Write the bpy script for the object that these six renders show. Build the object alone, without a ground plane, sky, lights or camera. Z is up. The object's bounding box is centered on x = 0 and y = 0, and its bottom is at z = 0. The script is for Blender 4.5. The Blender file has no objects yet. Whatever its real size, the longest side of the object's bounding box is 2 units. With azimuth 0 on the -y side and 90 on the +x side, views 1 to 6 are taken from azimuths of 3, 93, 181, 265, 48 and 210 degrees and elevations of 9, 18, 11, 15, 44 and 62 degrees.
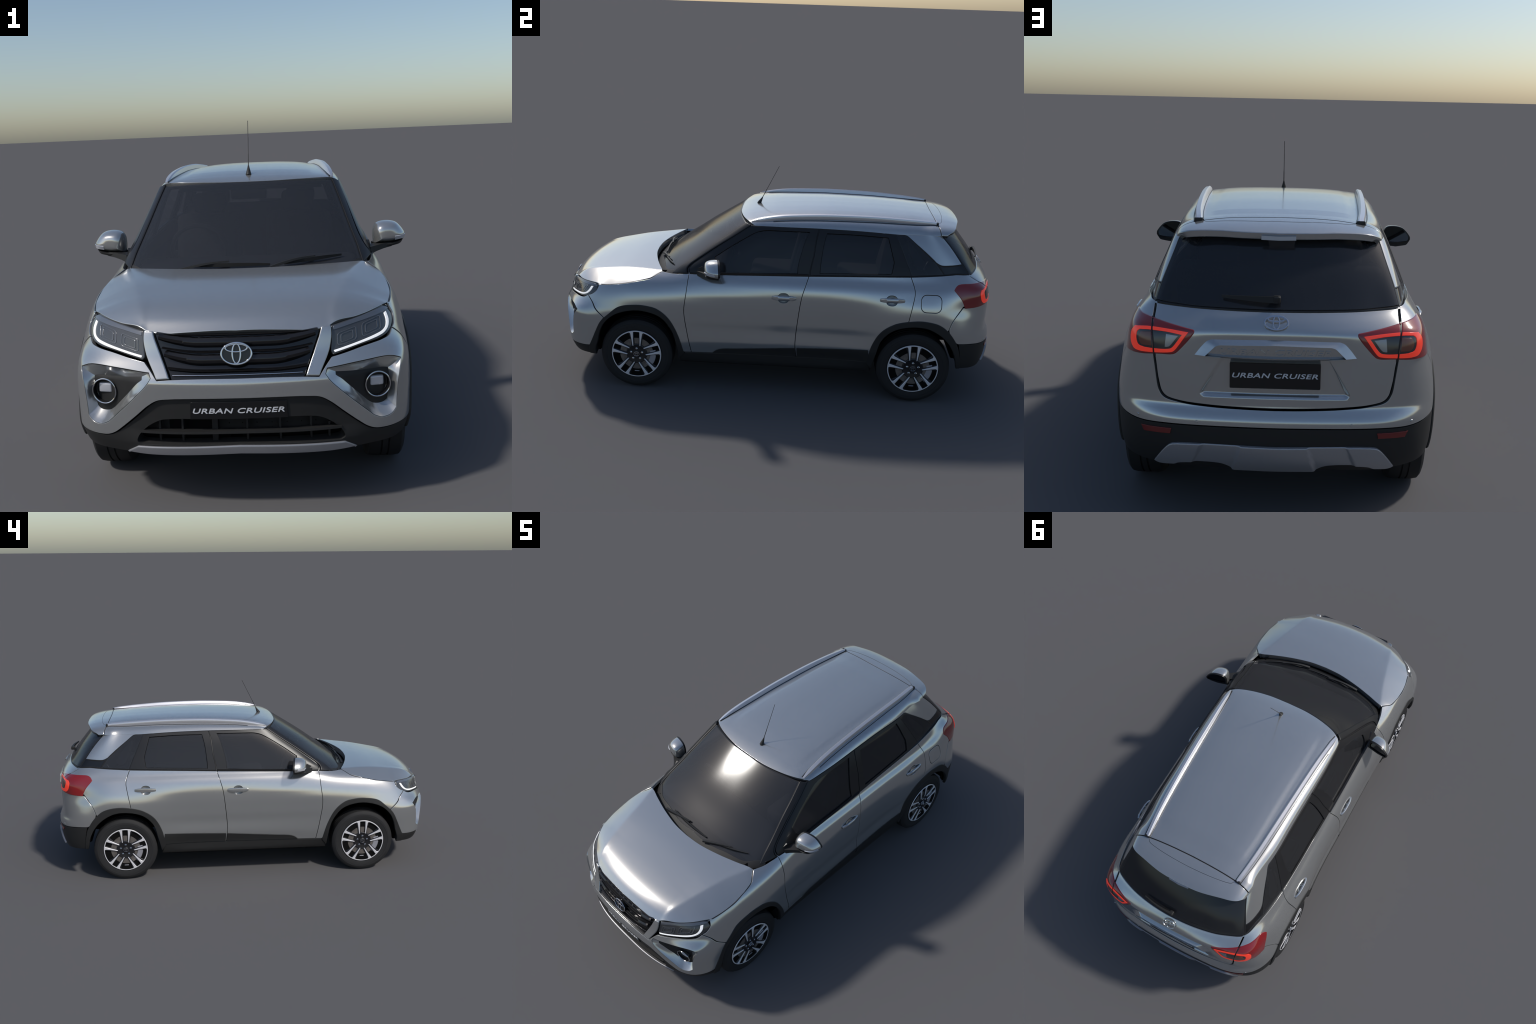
import math
import numpy as np

# ------------------------------------------------------------------ curves
def pchip(x, y, xi):
    """monotone cubic through (x, y); y may have extra trailing axes"""
    x = np.asarray(x, float); y = np.asarray(y, float)
    xi = np.clip(np.asarray(xi, float), x[0], x[-1])
    h = np.diff(x); sh = (-1,) + (1,) * (y.ndim - 1)
    dl = np.diff(y, axis=0) / h.reshape(sh)
    d = np.zeros_like(y)
    if len(x) == 2:
        d[:] = dl[0]
    else:
        w1 = (2 * h[1:] + h[:-1]).reshape(sh); w2 = (h[1:] + 2 * h[:-1]).reshape(sh)
        a, b = dl[:-1], dl[1:]
        ok = a * b > 0
        with np.errstate(all="ignore"):
            m = (w1 + w2) / (w1 / a + w2 / b)
        d[1:-1] = np.where(ok, m, 0)
        d[0], d[-1] = dl[0], dl[-1]
    i = np.clip(np.searchsorted(x, xi, side="right") - 1, 0, len(x) - 2)
    t = ((xi - x[i]) / h[i]).reshape(sh); hh = h[i].reshape(sh)
    return ((1 + 2 * t) * (1 - t) ** 2 * y[i] + t * (1 - t) ** 2 * hh * d[i]
            + t * t * (3 - 2 * t) * y[i + 1] + t * t * (t - 1) * hh * d[i + 1])


def cspline(x, y, xi):
    """natural cubic spline, y of shape (n, ...)"""
    x = np.asarray(x, float); y = np.asarray(y, float); n = len(x)
    h = np.diff(x); A = np.eye(n); B = np.zeros_like(y)
    for k in range(1, n - 1):
        A[k, k - 1], A[k, k], A[k, k + 1] = h[k - 1], 2 * (h[k - 1] + h[k]), h[k]
        B[k] = 6 * ((y[k + 1] - y[k]) / h[k] - (y[k] - y[k - 1]) / h[k - 1])
    M = np.linalg.solve(A, B.reshape(n, -1)).reshape(y.shape)
    i = np.clip(np.searchsorted(x, xi, side="right") - 1, 0, n - 2)
    sh = (-1,) + (1,) * (y.ndim - 1)
    H = h[i].reshape(sh); a = (x[i + 1] - xi).reshape(sh); b = (xi - x[i]).reshape(sh)
    return (M[i] * a ** 3 / (6 * H) + M[i + 1] * b ** 3 / (6 * H)
            + (y[i] / H - M[i] * H / 6) * a + (y[i + 1] / H - M[i + 1] * H / 6) * b)


def blur(A, sigma, axis):
    r = int(3 * sigma) + 1
    k = np.exp(-0.5 * (np.arange(-r, r + 1) / sigma) ** 2); k /= k.sum()
    A = np.moveaxis(A, axis, 0)
    lo = 2 * A[:1] - A[r:0:-1]; hi = 2 * A[-1:] - A[-2:-r - 2:-1]
    P = np.concatenate([lo, A, hi])
    out = sum(k[j] * P[j:j + len(A)] for j in range(2 * r + 1))
    return np.moveaxis(out, 0, axis)


class Surf:
    """a surface sampled on a fine (a, b) grid; pos[(ia, ib)] in metres"""
    def __init__(self, a, b, pos, flip=1.0):
        self.a, self.b, self.pos = a, b, pos
        da = np.gradient(pos, axis=0); db = np.gradient(pos, axis=1)
        n = np.cross(da, db); n /= np.linalg.norm(n, axis=2, keepdims=True) + 1e-12
        self.nrm = n * flip

    def at(self, q):
        q = np.asarray(q, float)
        fa = np.clip(np.interp(q[:, 0], self.a, np.arange(len(self.a))), 0, len(self.a) - 1.001)
        fb = np.clip(np.interp(q[:, 1], self.b, np.arange(len(self.b))), 0, len(self.b) - 1.001)
        i, j = fa.astype(int), fb.astype(int); s, t = (fa - i)[:, None], (fb - j)[:, None]
        def bl(T):
            return T[i, j] * (1 - s) * (1 - t) + T[i + 1, j] * s * (1 - t) + T[i, j + 1] * (1 - s) * t + T[i + 1, j + 1] * s * t
        n = bl(self.nrm)
        return bl(self.pos), n / np.linalg.norm(n, axis=1, keepdims=True)


def plan_loft(zs, front, side_y, side_x, rear, blur_z, blur_u):
    """Horizontal plan curves (front centre -> flank -> rear centre, x >= 0) stacked over the heights zs.
    front, rear: (nz, nf, 2); side_x: (nz, ns), side_y: (nz, ns).  Returns a Surf over (u, z), u=0 front
    centre, u=L rear centre, mirrored to -L .. 2L."""
    side = np.stack([side_x, side_y], 2)
    P = np.concatenate([front, side, rear], 1)              # nz, n, 2
    ref = P[len(zs) // 3]
    k = np.concatenate([[0], np.cumsum(np.linalg.norm(np.diff(ref, axis=0), axis=1))]); L = k[-1]
    mir = P[:, ::-1] * [-1, 1]
    kk = np.concatenate([-k[::-1][-4:-1], k, 2 * L - k[::-1][1:4]])
    Q = np.concatenate([mir[:, -4:-1], P, mir[:, 1:4]], 1)
    u = np.linspace(0, L, 700)
    T = cspline(kk, np.moveaxis(Q, 1, 0), u)                # nu, nz, 2
    T[0, :, 0] = 0; T[-1, :, 0] = 0
    F = np.concatenate([(T * [-1, 1])[::-1][:-1], T, (T * [-1, 1])[::-1][1:]])
    U = np.concatenate([-u[::-1][:-1], u, 2 * L - u[::-1][1:]])
    F = blur(F, blur_z, 1)
    if blur_u: F = blur(F, blur_u, 0)
    pos = np.concatenate([F, np.broadcast_to(zs[None, :, None], F.shape[:2] + (1,))], 2)
    s = Surf(U, zs, pos); s.L = L
    return s


def find_u(s, val, z, axis, lo, hi):
    """u in [lo, hi] where coordinate `axis` equals val at height z (monotone there)"""
    out = []
    for v, zz in zip(val, z):
        fb = np.clip(np.interp(zz, s.b, np.arange(len(s.b))), 0, len(s.b) - 1.001); j = int(fb); t = fb - j
        m = (s.a >= lo) & (s.a <= hi)
        c = s.pos[m, j, axis] * (1 - t) + s.pos[m, j + 1, axis] * t
        uu = s.a[m]
        if c[0] > c[-1]: c, uu = c[::-1], uu[::-1]
        out.append(np.interp(v, c, uu))
    return np.array(out)

# ------------------------------------------------------------------ lower body
ZB = np.arange(0.10, 0.6201, 0.0025)

def _rows(levels, zq):
    z = sorted(levels)
    return pchip(z, np.array([levels[k] for k in z], float), zq)

FRONT = {  # height: plan points from the nose to the front corner
    .10: [(0, -.935), (.12, -.931), (.24, -.910), (.305, -.885), (.360, -.848), (.392, -.805), (.405, -.745)],
    .15: [(0, -.976), (.12, -.973), (.24, -.954), (.315, -.926), (.379, -.886), (.412, -.838), (.426, -.772)],
    .20: [(0, -.990), (.12, -.987), (.24, -.968), (.320, -.942), (.386, -.907), (.419, -.862), (.436, -.790)],
    .25: [(0, -.997), (.12, -.992), (.24, -.972), (.320, -.945), (.387, -.909), (.420, -.863), (.438, -.787)],
    .30: [(0, -1.000), (.12, -.995), (.24, -.975), (.320, -.946), (.388, -.910), (.421, -.864), (.440, -.782)],
    .335: [(0, -.999), (.12, -.995), (.24, -.975), (.320, -.945), (.390, -.907), (.421, -.861), (.440, -.772)],
    .36: [(0, -.988), (.12, -.984), (.236, -.965), (.317, -.936), (.389, -.897), (.418, -.851), (.438, -.758)],
    .40: [(0, -.968), (.12, -.964), (.232, -.948), (.302, -.917), (.376, -.866), (.411, -.812), (.431, -.735)],
    .45: [(0, -.952), (.12, -.947), (.228, -.935), (.290, -.901), (.362, -.846), (.397, -.792), (.418, -.718)],
    .50: [(0, -.925), (.12, -.920), (.215, -.905), (.275, -.870), (.338, -.815), (.372, -.760), (.394, -.690)],
    .55: [(0, -.880), (.10, -.875), (.175, -.860), (.225, -.825), (.270, -.780), (.298, -.725), (.318, -.665)],
    .62: [(0, -.840), (.09, -.835), (.155, -.820), (.200, -.785), (.235, -.740), (.260, -.690), (.275, -.640)],
}
SIDE_Y = [-.60, -.48, -.36, -.20, .0, .15, .35, .50, .62, .74]
SIDE = {
    .10: [.380, .380, .380, .380, .380, .380, .380, .380, .380, .378],
    .15: [.424, .420, .416, .415, .415, .415, .416, .419, .424, .424],
    .19: [.441, .436, .427, .421, .419, .418, .420, .434, .441, .441],
    .25: [.445, .442, .436, .432, .431, .430, .431, .440, .446, .445],
    .30: [.446, .443, .436, .431, .428, .427, .428, .440, .446, .445],
    .35: [.446, .444, .439, .435, .432, .431, .432, .442, .446, .444],
    .40: [.441, .441, .439, .435, .432, .431, .432, .440, .443, .441],
    .45: [.431, .433, .433, .431, .429, .428, .429, .433, .435, .432],
    .50: [.407, .413, .418, .419, .420, .420, .420, .420, .418, .416],
    .525: [.378, .390, .404, .408, .410, .410, .410, .409, .407, .404],
    .55: [.330, .352, .383, .389, .391, .391, .391, .390, .389, .385],
    .585: [.295, .325, .364, .373, .377, .378, .378, .378, .374, .362],
    .62: [.275, .305, .350, .360, .363, .364, .364, .363, .357, .338],
}
REAR = {
    .10: [(.345, .815), (.335, .845), (.305, .872), (.255, .890), (.185, .898), (.09, .902), (0, .903)],
    .15: [(.412, .830), (.390, .885), (.346, .924), (.282, .944), (.195, .953), (.09, .957), (0, .958)],
    .20: [(.430, .830), (.406, .890), (.360, .938), (.292, .966), (.203, .979), (.10, .985), (0, .987)],
    .25: [(.434, .830), (.410, .893), (.364, .943), (.296, .973), (.204, .989), (.10, .995), (0, .997)],
    .30: [(.435, .830), (.411, .894), (.365, .944), (.297, .975), (.204, .990), (.10, .996), (0, .998)],
    .318: [(.435, .830), (.410, .893), (.364, .941), (.297, .968), (.205, .982), (.10, .988), (0, .990)],
    .338: [(.434, .830), (.409, .890), (.361, .934), (.294, .957), (.205, .970), (.10, .976), (0, .978)],
    .40: [(.424, .830), (.402, .889), (.357, .935), (.290, .960), (.204, .971), (.10, .976), (0, .978)],
    .45: [(.411, .830), (.394, .889), (.351, .937), (.287, .961), (.203, .970), (.10, .975), (0, .977)],
    .50: [(.402, .830), (.390, .888), (.356, .933), (.290, .955), (.200, .968), (.10, .975), (0, .977)],
    .53: [(.393, .825), (.384, .876), (.356, .922), (.290, .947), (.198, .965), (.10, .974), (0, .976)],
    .555: [(.378, .818), (.366, .860), (.332, .898), (.268, .926), (.185, .947), (.09, .959), (0, .962)],
    .585: [(.345, .822), (.325, .857), (.282, .883), (.222, .905), (.155, .921), (.08, .931), (0, .934)],
    .62: [(.320, .805), (.300, .840), (.260, .865), (.205, .884), (.145, .898), (.075, .905), (0, .908)],
}
_f, _r = _rows(FRONT, ZB), _rows(REAR, ZB)
_sx = _rows(SIDE, ZB)
BODY = plan_loft(ZB, _f, np.broadcast_to(SIDE_Y, _sx.shape), _sx, _r, 2.2, 1.0)

# ------------------------------------------------------------------ greenhouse
ZG = np.arange(0.50, 0.8051, 0.0025)
GFRONT = {
    .50: [(0, -.585), (.12, -.579), (.22, -.559), (.305, -.526), (.352, -.494), (.380, -.450)],
    .56: [(0, -.498), (.12, -.492), (.22, -.473), (.300, -.445), (.346, -.420), (.372, -.382)],
    .61: [(0, -.422), (.115, -.417), (.21, -.399), (.288, -.371), (.330, -.347), (.353, -.310)],
    .66: [(0, -.350), (.11, -.346), (.20, -.329), (.274, -.302), (.314, -.278), (.335, -.242)],
    .71: [(0, -.272), (.107, -.268), (.193, -.252), (.263, -.226), (.300, -.203), (.318, -.168)],
    .77: [(0, -.175), (.10, -.172), (.183, -.157), (.250, -.134), (.282, -.116), (.297, -.083)],
    .81: [(0, -.110), (.09, -.107), (.17, -.095), (.235, -.072), (.265, -.055), (.280, -.022)],
}
GSY = {.50: [-.37, -.20, .0, .2, .4, .56, .70], .56: [-.32, -.17, .0, .2, .4, .56, .70],
       .66: [-.18, -.07, .05, .21, .4, .55, .68], .77: [-.03, .05, .13, .24, .4, .53, .645], .81: [.03, .1, .17, .27, .4, .51, .62]}
GSX = {
    .50: [.404, .409, .412, .412, .411, .405, .390],
    .56: [.382, .385, .387, .387, .386, .382, .367],
    .61: [.363, .368, .370, .370, .368, .363, .348],
    .66: [.346, .351, .353, .352, .348, .341, .327],
    .71: [.328, .333, .334, .332, .327, .319, .305],
    .757: [.307, .310, .310, .307, .301, .293, .281],
    .81: [.275, .277, .277, .274, .269, .262, .254],
}
GREAR = {
    .50: [(.360, .86), (.345, .905), (.295, .940), (.235, .966), (.165, .983), (.08, .993), (0, .996)],
    .56: [(.347, .832), (.332, .876), (.285, .904), (.228, .926), (.160, .942), (.08, .951), (0, .954)],
    .585: [(.340, .820), (.325, .862), (.280, .885), (.225, .906), (.157, .921), (.08, .931), (0, .934)],
    .66: [(.320, .772), (.303, .806), (.262, .832), (.210, .852), (.147, .866), (.075, .874), (0, .877)],
    .737: [(.294, .715), (.277, .740), (.240, .765), (.192, .786), (.135, .801), (.07, .809), (0, .812)],
    .81: [(.262, .655), (.245, .675), (.212, .70), (.17, .72), (.12, .735), (.06, .743), (0, .746)],
}
GREEN = plan_loft(ZG, _rows(GFRONT, ZG), _rows(GSY, ZG), _rows(GSX, ZG), _rows(GREAR, ZG), 3.5, 4.5)

# ------------------------------------------------------------------ roof: (s * 0.3, y)
RY = np.arange(-.30, .9001, .004)
RS = np.linspace(-1, 1, 301)
roof_edge_z = lambda y: pchip([-.30, -.20, -.11, .05, .20, .35, .575, .70, .745, .80, .90], [.690, .733, .7560, .7565, .7555, .7520, .7430, .743, .744, .736, .720], y)
def roof_edge_x(y):
    y = np.atleast_1d(np.asarray(y, float)); yy = np.clip(y, -.09, .70)
    u = find_u(GREEN, yy, roof_edge_z(yy), 1, .05, GREEN.L - .05)
    x = GREEN.at(np.stack([u, roof_edge_z(yy)], 1))[0][:, 0]
    return x + np.interp(y, [-.30, -.20, -.09, .70, .75, .80, .90], [-.030, -.016, 0, 0, -.008, -.016, -.030])
roof_mid_z = lambda y: pchip([-.30, -.176, -.11, 0, .10, .25, .40, .55, .72, .80, .834, .90], [.700, .769, .786, .798, .804, .809, .808, .803, .793, .781, .770, .740], y)
_D = pchip([0, .25, .5, .7, .8, .88, .94, .975, 1.0], [0, .012, .07, .19, .27, .38, .55, .74, 1.0], np.abs(RS))
_y = np.asarray(RY); _zc, _ze, _xe = roof_mid_z(_y), roof_edge_z(_y), roof_edge_x(_y)
_pos = np.stack([RS[:, None] * _xe[None], np.broadcast_to(_y, (len(RS), len(_y))), _zc[None] - (_zc - _ze)[None] * _D[:, None]], 2)
_pos[:, :, 2] = blur(blur(_pos[:, :, 2], 2.0, 0), 4.0, 1)
ROOF = Surf(RS * 0.3, RY, _pos)

# ------------------------------------------------------------------ hood: (x, y)
HX = np.linspace(-.44, .44, 353)
HY = np.arange(-1.0, -.44, .0025)
hood_mid_z = lambda y: pchip([-1.0, -.95, -.925, -.88, -.82, -.75, -.65, -.578, -.50, -.44], [.41, .458, .482, .504, .518, .529, .541, .546, .550, .554], y)
hood_crease_x = lambda y: pchip([-1.0, -.93, -.85, -.70, -.60, -.51, -.44], [.205, .226, .250, .288, .314, .345, .365], y)
hood_side_x = lambda y: pchip([-1.0, -.94, -.90, -.86, -.82, -.78, -.70, -.60, -.55, -.50, -.44], [.20, .232, .276, .322, .360, .390, .401, .403, .397, .375, .372], y)
hood_side_z = lambda y: pchip([-1.0, -.94, -.90, -.86, -.82, -.78, -.70, -.60, -.55, -.50, -.44], [.43, .458, .4645, .4705, .475, .474, .486, .506, .517, .530, .54], y)
_X, _Y = np.meshgrid(HX, HY, indexing="ij")
_ax = np.abs(_X)
_bow = .027 * (np.minimum(_ax, .226) / .226) ** 2 * np.clip((-.70 - _Y) / .2, 0, 1)      # the leading edge sweeps back
_Ye = _Y - _bow
_xc, _xs, _zs = hood_crease_x(HY), hood_side_x(HY), hood_side_z(HY)
_zm = hood_mid_z(_Ye.ravel()).reshape(_X.shape)
_in = _zm - .006 * (_ax / _xc[None]) ** 2 * np.clip((_Y + .93) / .15, 0, 1)
_zcr = np.stack([np.interp(_xc[j], HX, _in[:, j]) for j in range(len(HY))])
_t = (_ax - _xc[None]) / np.maximum(_xs - _xc, .02)[None]
_out = _zcr[None] - (_zcr - _zs)[None] * np.where(_t > 0, .8 * _t + .2 * _t ** 2, 0)
_Z = np.where(_ax < _xc[None], _in, _out)
_Z = blur(blur(_Z, 1.6, 0), 1.6, 1)
HOOD = Surf(HX, HY, np.stack([_X, _Y, _Z], 2))

# ================================================================== Blender part
import bpy, bmesh
from mathutils import Vector, Matrix
from mathutils.geometry import delaunay_2d_cdt

ROOT = bpy.data.objects.new("compact_suv", None)
bpy.context.scene.collection.objects.link(ROOT)
ROOT["label"] = "compact silver grey five-door SUV with black cladding"
ROOT["category"] = "car"


# ------------------------------------------------------------------ materials
def material(name, color, rough=.5, metal=0.0, coat=0.0, coat_rough=.05, spec=.5, emit=None, emit_strength=0.0,
             grain=0.0, grain_scale=400.0, bump=0.0):
    m = bpy.data.materials.new(name); m.use_nodes = True
    nt = m.node_tree; b = nt.nodes["Principled BSDF"]
    b.inputs["Base Color"].default_value = (*color, 1)
    b.inputs["Roughness"].default_value = rough
    b.inputs["Metallic"].default_value = metal
    b.inputs["Coat Weight"].default_value = coat
    b.inputs["Coat Roughness"].default_value = coat_rough
    b.inputs["Specular IOR Level"].default_value = spec
    if emit:
        b.inputs["Emission Color"].default_value = (*emit, 1)
        b.inputs["Emission Strength"].default_value = emit_strength
    if grain or bump:
        tc = nt.nodes.new("ShaderNodeTexCoord")
        no = nt.nodes.new("ShaderNodeTexNoise"); no.inputs["Scale"].default_value = grain_scale
        no.inputs["Detail"].default_value = 3.0
        nt.links.new(tc.outputs["Object"], no.inputs["Vector"])
        if grain:
            rp = nt.nodes.new("ShaderNodeValToRGB")
            rp.color_ramp.elements[0].position = .3; rp.color_ramp.elements[1].position = .7
            rp.color_ramp.elements[0].color = (*[c * (1 - grain) for c in color], 1)
            rp.color_ramp.elements[1].color = (*[min(1, c * (1 + grain)) for c in color], 1)
            nt.links.new(no.outputs["Fac"], rp.inputs["Fac"])
            nt.links.new(rp.outputs["Color"], b.inputs["Base Color"])
        if bump:
            bp = nt.nodes.new("ShaderNodeBump"); bp.inputs["Strength"].default_value = bump
            bp.inputs["Distance"].default_value = .001
            nt.links.new(no.outputs["Fac"], bp.inputs["Height"])
            nt.links.new(bp.outputs["Normal"], b.inputs["Normal"])
    return m


def glass_material(name, base, tint, see, rough):
    m = material(name, base, rough=rough, spec=.75)
    nt = m.node_tree; b = nt.nodes["Principled BSDF"]; out = nt.nodes["Material Output"]
    tr = nt.nodes.new("ShaderNodeBsdfTransparent"); tr.inputs["Color"].default_value = (*tint, 1)
    mx = nt.nodes.new("ShaderNodeMixShader"); mx.inputs[0].default_value = see
    nt.links.new(b.outputs[0], mx.inputs[1]); nt.links.new(tr.outputs[0], mx.inputs[2])
    nt.links.new(mx.outputs[0], out.inputs["Surface"])
    return m


PAINT = material("silver_grey_paint", (.508, .516, .512), rough=.17, metal=.78, coat=.20, coat_rough=.03)
BLACK = material("black_plastic", (.018, .018, .018), rough=.55, spec=.35, grain=.15, grain_scale=700, bump=.05)
FRAME = material("satin_black_trim", (.014, .014, .015), rough=.35, spec=.4)
GLOSS = material("gloss_black", (.008, .008, .009), rough=.10, spec=.5)
DARK = material("unlit_cavity_black", (.005, .005, .005), rough=.9, spec=.1)
CHROME = material("chrome", (.62, .63, .65), rough=.12, metal=1.0)
SILVER = material("matt_silver", (.36, .36, .38), rough=.35, metal=.55, grain=.03)
RAIL = material("satin_silver_rail", (.62, .62, .65), rough=.28, metal=.7)
RUBBER = material("tyre_rubber", (.020, .020, .021), rough=.7, spec=.3, grain=.15, grain_scale=300)
RIMSIL = material("machined_alloy", (.80, .79, .81), rough=.32, metal=.35)
RIMBLK = material("rim_black", (.012, .012, .014), rough=.3)
DISC = material("brake_disc", (.19, .17, .155), rough=.45, metal=.6, grain=.2, grain_scale=60)
CALIPER = material("brake_caliper", (.40, .40, .44), rough=.4, metal=.5)
GLASS = glass_material("tinted_glass", (.036, .038, .043), (.60, .60, .62), .42, .12)
SIDEGLASS = glass_material("side_tinted_glass", (.036, .037, .040), (.60, .60, .62), .42, .08)
LAMP = material("headlamp_interior", (.050, .051, .053), rough=.15, coat=.8, coat_rough=.03)
LAMPBAND = material("headlamp_upper_band", (.13, .14, .16), rough=.2, metal=.4, coat=.8)
LAMPLINE = material("headlamp_reflector", (.16, .165, .175), rough=.2, metal=.6, coat=.5)
DRL = material("daytime_light", (.85, .85, .85), rough=.3, emit=(1, 1, 1), emit_strength=.42)
RED = material("red_lens", (.21, .008, .010), rough=.12, coat=1.0, coat_rough=.03)
REDRING = material("red_light_ring", (.75, .05, .025), rough=.25, emit=(1.0, .05, .022), emit_strength=.28, coat=.5)
SMOKE = material("smoked_cluster", (.03, .03, .032), rough=.15, coat=.8)
CLEAR = material("clear_reflector", (.30, .31, .33), rough=.2, metal=.5, coat=.8)
STOPLENS = material("stop_lamp_lens", (.50, .50, .52), rough=.2, coat=.8)
AMBER = material("amber_bulb", (.16, .05, .03), rough=.2, coat=.8)
REFLEX = material("red_reflector", (.15, .008, .008), rough=.25, coat=.6)
PLATE = material("number_plate_black", (.006, .006, .007), rough=.35)
WHITE = material("lettering_white", (.62, .63, .66), rough=.4)
MIRROR = material("mirror_glass", (.07, .075, .085), rough=.05, metal=1.0)
SIGNAL = material("clear_indicator", (.55, .56, .60), rough=.15, metal=.3, coat=.8)
SEAT = material("seat_cloth", (.06, .06, .062), rough=.9, grain=.2)
CABIN = material("cabin_plastic", (.03, .03, .032), rough=.7)
LINING = material("cabin_lining", (.20, .20, .20), rough=.9)


# ------------------------------------------------------------------ mesh helpers
def make(name, verts, faces, mat, parent=None, normals=None, smooth=True):
    me = bpy.data.meshes.new(name)
    me.from_pydata([tuple(map(float, v)) for v in verts], [], [tuple(map(int, f)) for f in faces])
    me.materials.append(mat)
    me.polygons.foreach_set("use_smooth", [smooth] * len(me.polygons))
    me.update()
    if normals is not None:
        me.normals_split_custom_set_from_vertices([tuple(map(float, n)) for n in normals])
    ob = bpy.data.objects.new(name, me)
    bpy.context.scene.collection.objects.link(ob)
    ob.parent = parent or ROOT
    return ob


def soften(ob, angle=35):
    """flat/smooth split by angle"""
    me = ob.data
    bm = bmesh.new(); bm.from_mesh(me)
    bmesh.ops.recalc_face_normals(bm, faces=bm.faces)
    for e in bm.edges:
        if len(e.link_faces) == 2 and e.calc_face_angle(0) > math.radians(angle): e.smooth = False
    for f in bm.faces: f.smooth = True
    bm.to_mesh(me); bm.free()
    return ob


def mirrored(ob, name=None):
    """a copy of the part reflected to the other flank"""
    me = ob.data; n = len(me.vertices)
    co = np.empty(n * 3); me.vertices.foreach_get("co", co); co = co.reshape(-1, 3) * [-1, 1, 1]
    faces = [list(p.vertices)[::-1] for p in me.polygons]
    nm = None
    if ob.get("vn") is not None or me.has_custom_normals:
        loops = np.empty(len(me.loops) * 3); me.corner_normals.foreach_get("vector", loops); loops = loops.reshape(-1, 3)
        vi = np.empty(len(me.loops), int); me.loops.foreach_get("vertex_index", vi)
        nm = np.zeros((n, 3)); nm[vi] = loops; nm *= [-1, 1, 1]
    par = ob.parent
    o2 = make(name or ob.name.split(".")[0], co, faces, me.materials[0], par if par == ROOT else None, nm)
    if nm is None:
        soften(o2)
    return o2


def both(fn):
    """build on +x, then reflect; children are reflected under the reflected parent"""
    parts = fn()
    top = parts[0]
    m = mirrored(top)
    for c in parts[1:]:
        k = mirrored(c); k.parent = m
    for c in parts[1:]:
        c.parent = top
    return parts


def catmull(pts, step):
    p = np.asarray(pts, float)
    if len(p) == 1: return p
    if len(p) == 2:
        n = max(1, int(np.ceil(np.linalg.norm(p[1] - p[0]) / step)))
        return p[0] + (p[1] - p[0]) * np.linspace(0, 1, n + 1)[:, None]
    q = np.vstack([2 * p[0] - p[1], p, 2 * p[-1] - p[-2]])
    out = []
    for i in range(1, len(q) - 2):
        a, b, c, d = q[i - 1:i + 3]
        ta = np.linalg.norm(b - a) ** .5 + 1e-9; tb = np.linalg.norm(c - b) ** .5 + 1e-9; tc = np.linalg.norm(d - c) ** .5 + 1e-9
        m1 = tb * ((b - a) / ta - (c - a) / (ta + tb) + (c - b) / tb)
        m2 = tb * ((c - b) / tb - (d - b) / (tb + tc) + (d - c) / tc)
        n = max(2, int(np.ceil(np.linalg.norm(c - b) / step)))
        t = np.linspace(0, 1, n, endpoint=False)[:, None]
        out.append((2 * t ** 3 - 3 * t * t + 1) * b + (t ** 3 - 2 * t * t + t) * m1 + (-2 * t ** 3 + 3 * t * t) * c + (t ** 3 - t * t) * m2)
    return np.vstack(out + [p[-1:]])


def outline(*segs, step=.006):
    """closed outline from smooth segments; segments meet in corners (a segment of 2 points is straight)"""
    pts = []
    for k, s in enumerate(segs):
        s = list(s)
        if k and len(s) and np.linalg.norm(np.subtract(s[0], segs[k - 1][-1])) > 1e-9:
            pts.append(catmull([segs[k - 1][-1], s[0]], step)[:-1])
        pts.append(catmull(s, step)[:-1] if len(s) > 1 else np.array(s, float))
    last, first = segs[-1][-1], segs[0][0]
    if np.linalg.norm(np.subtract(last, first)) > 1e-9:
        pts.append(catmull([last, first], step)[:-1])
    P = np.vstack(pts)
    keep = np.linalg.norm(P - np.roll(P, 1, 0), axis=1) > 1e-5
    return P[keep]


def open_path(*segs, step=.006):
    pts = []
    for k, s in enumerate(segs):
        if k and np.linalg.norm(np.subtract(s[0], segs[k - 1][-1])) > 1e-9:
            pts.append(catmull([segs[k - 1][-1], s[0]], step)[:-1])
        pts.append(catmull(s, step)[:-1] if len(s) > 1 else np.asarray(s, float))
    pts.append(np.array([segs[-1][-1]], float))
    return np.vstack(pts)


def sym(path, centre=0.0):
    """half path from the centre line out and back to it -> closed symmetric outline"""
    m = path[::-1].copy(); m[:, 0] = 2 * centre - m[:, 0]
    P = np.vstack([path, m])
    keep = np.linalg.norm(P - np.roll(P, 1, 0), axis=1) > 1e-5
    return P[keep]


def area2(P):
    x, y = P[:, 0], P[:, 1]
    return .5 * np.sum(x * np.roll(y, -1) - y * np.roll(x, -1))


def edge_normals(P):
    """outward unit normals at the vertices of a ccw polygon"""
    d = np.roll(P, -1, 0) - P; d /= np.linalg.norm(d, axis=1, keepdims=True) + 1e-12
    n = np.stack([d[:, 1], -d[:, 0]], 1)
    v = n + np.roll(n, 1, 0); l = np.linalg.norm(v, axis=1, keepdims=True)
    v = v / np.maximum(l, 1e-6)
    c = np.clip(np.sum(v * n, 1, keepdims=True), .5, 1)
    return v / c


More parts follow.
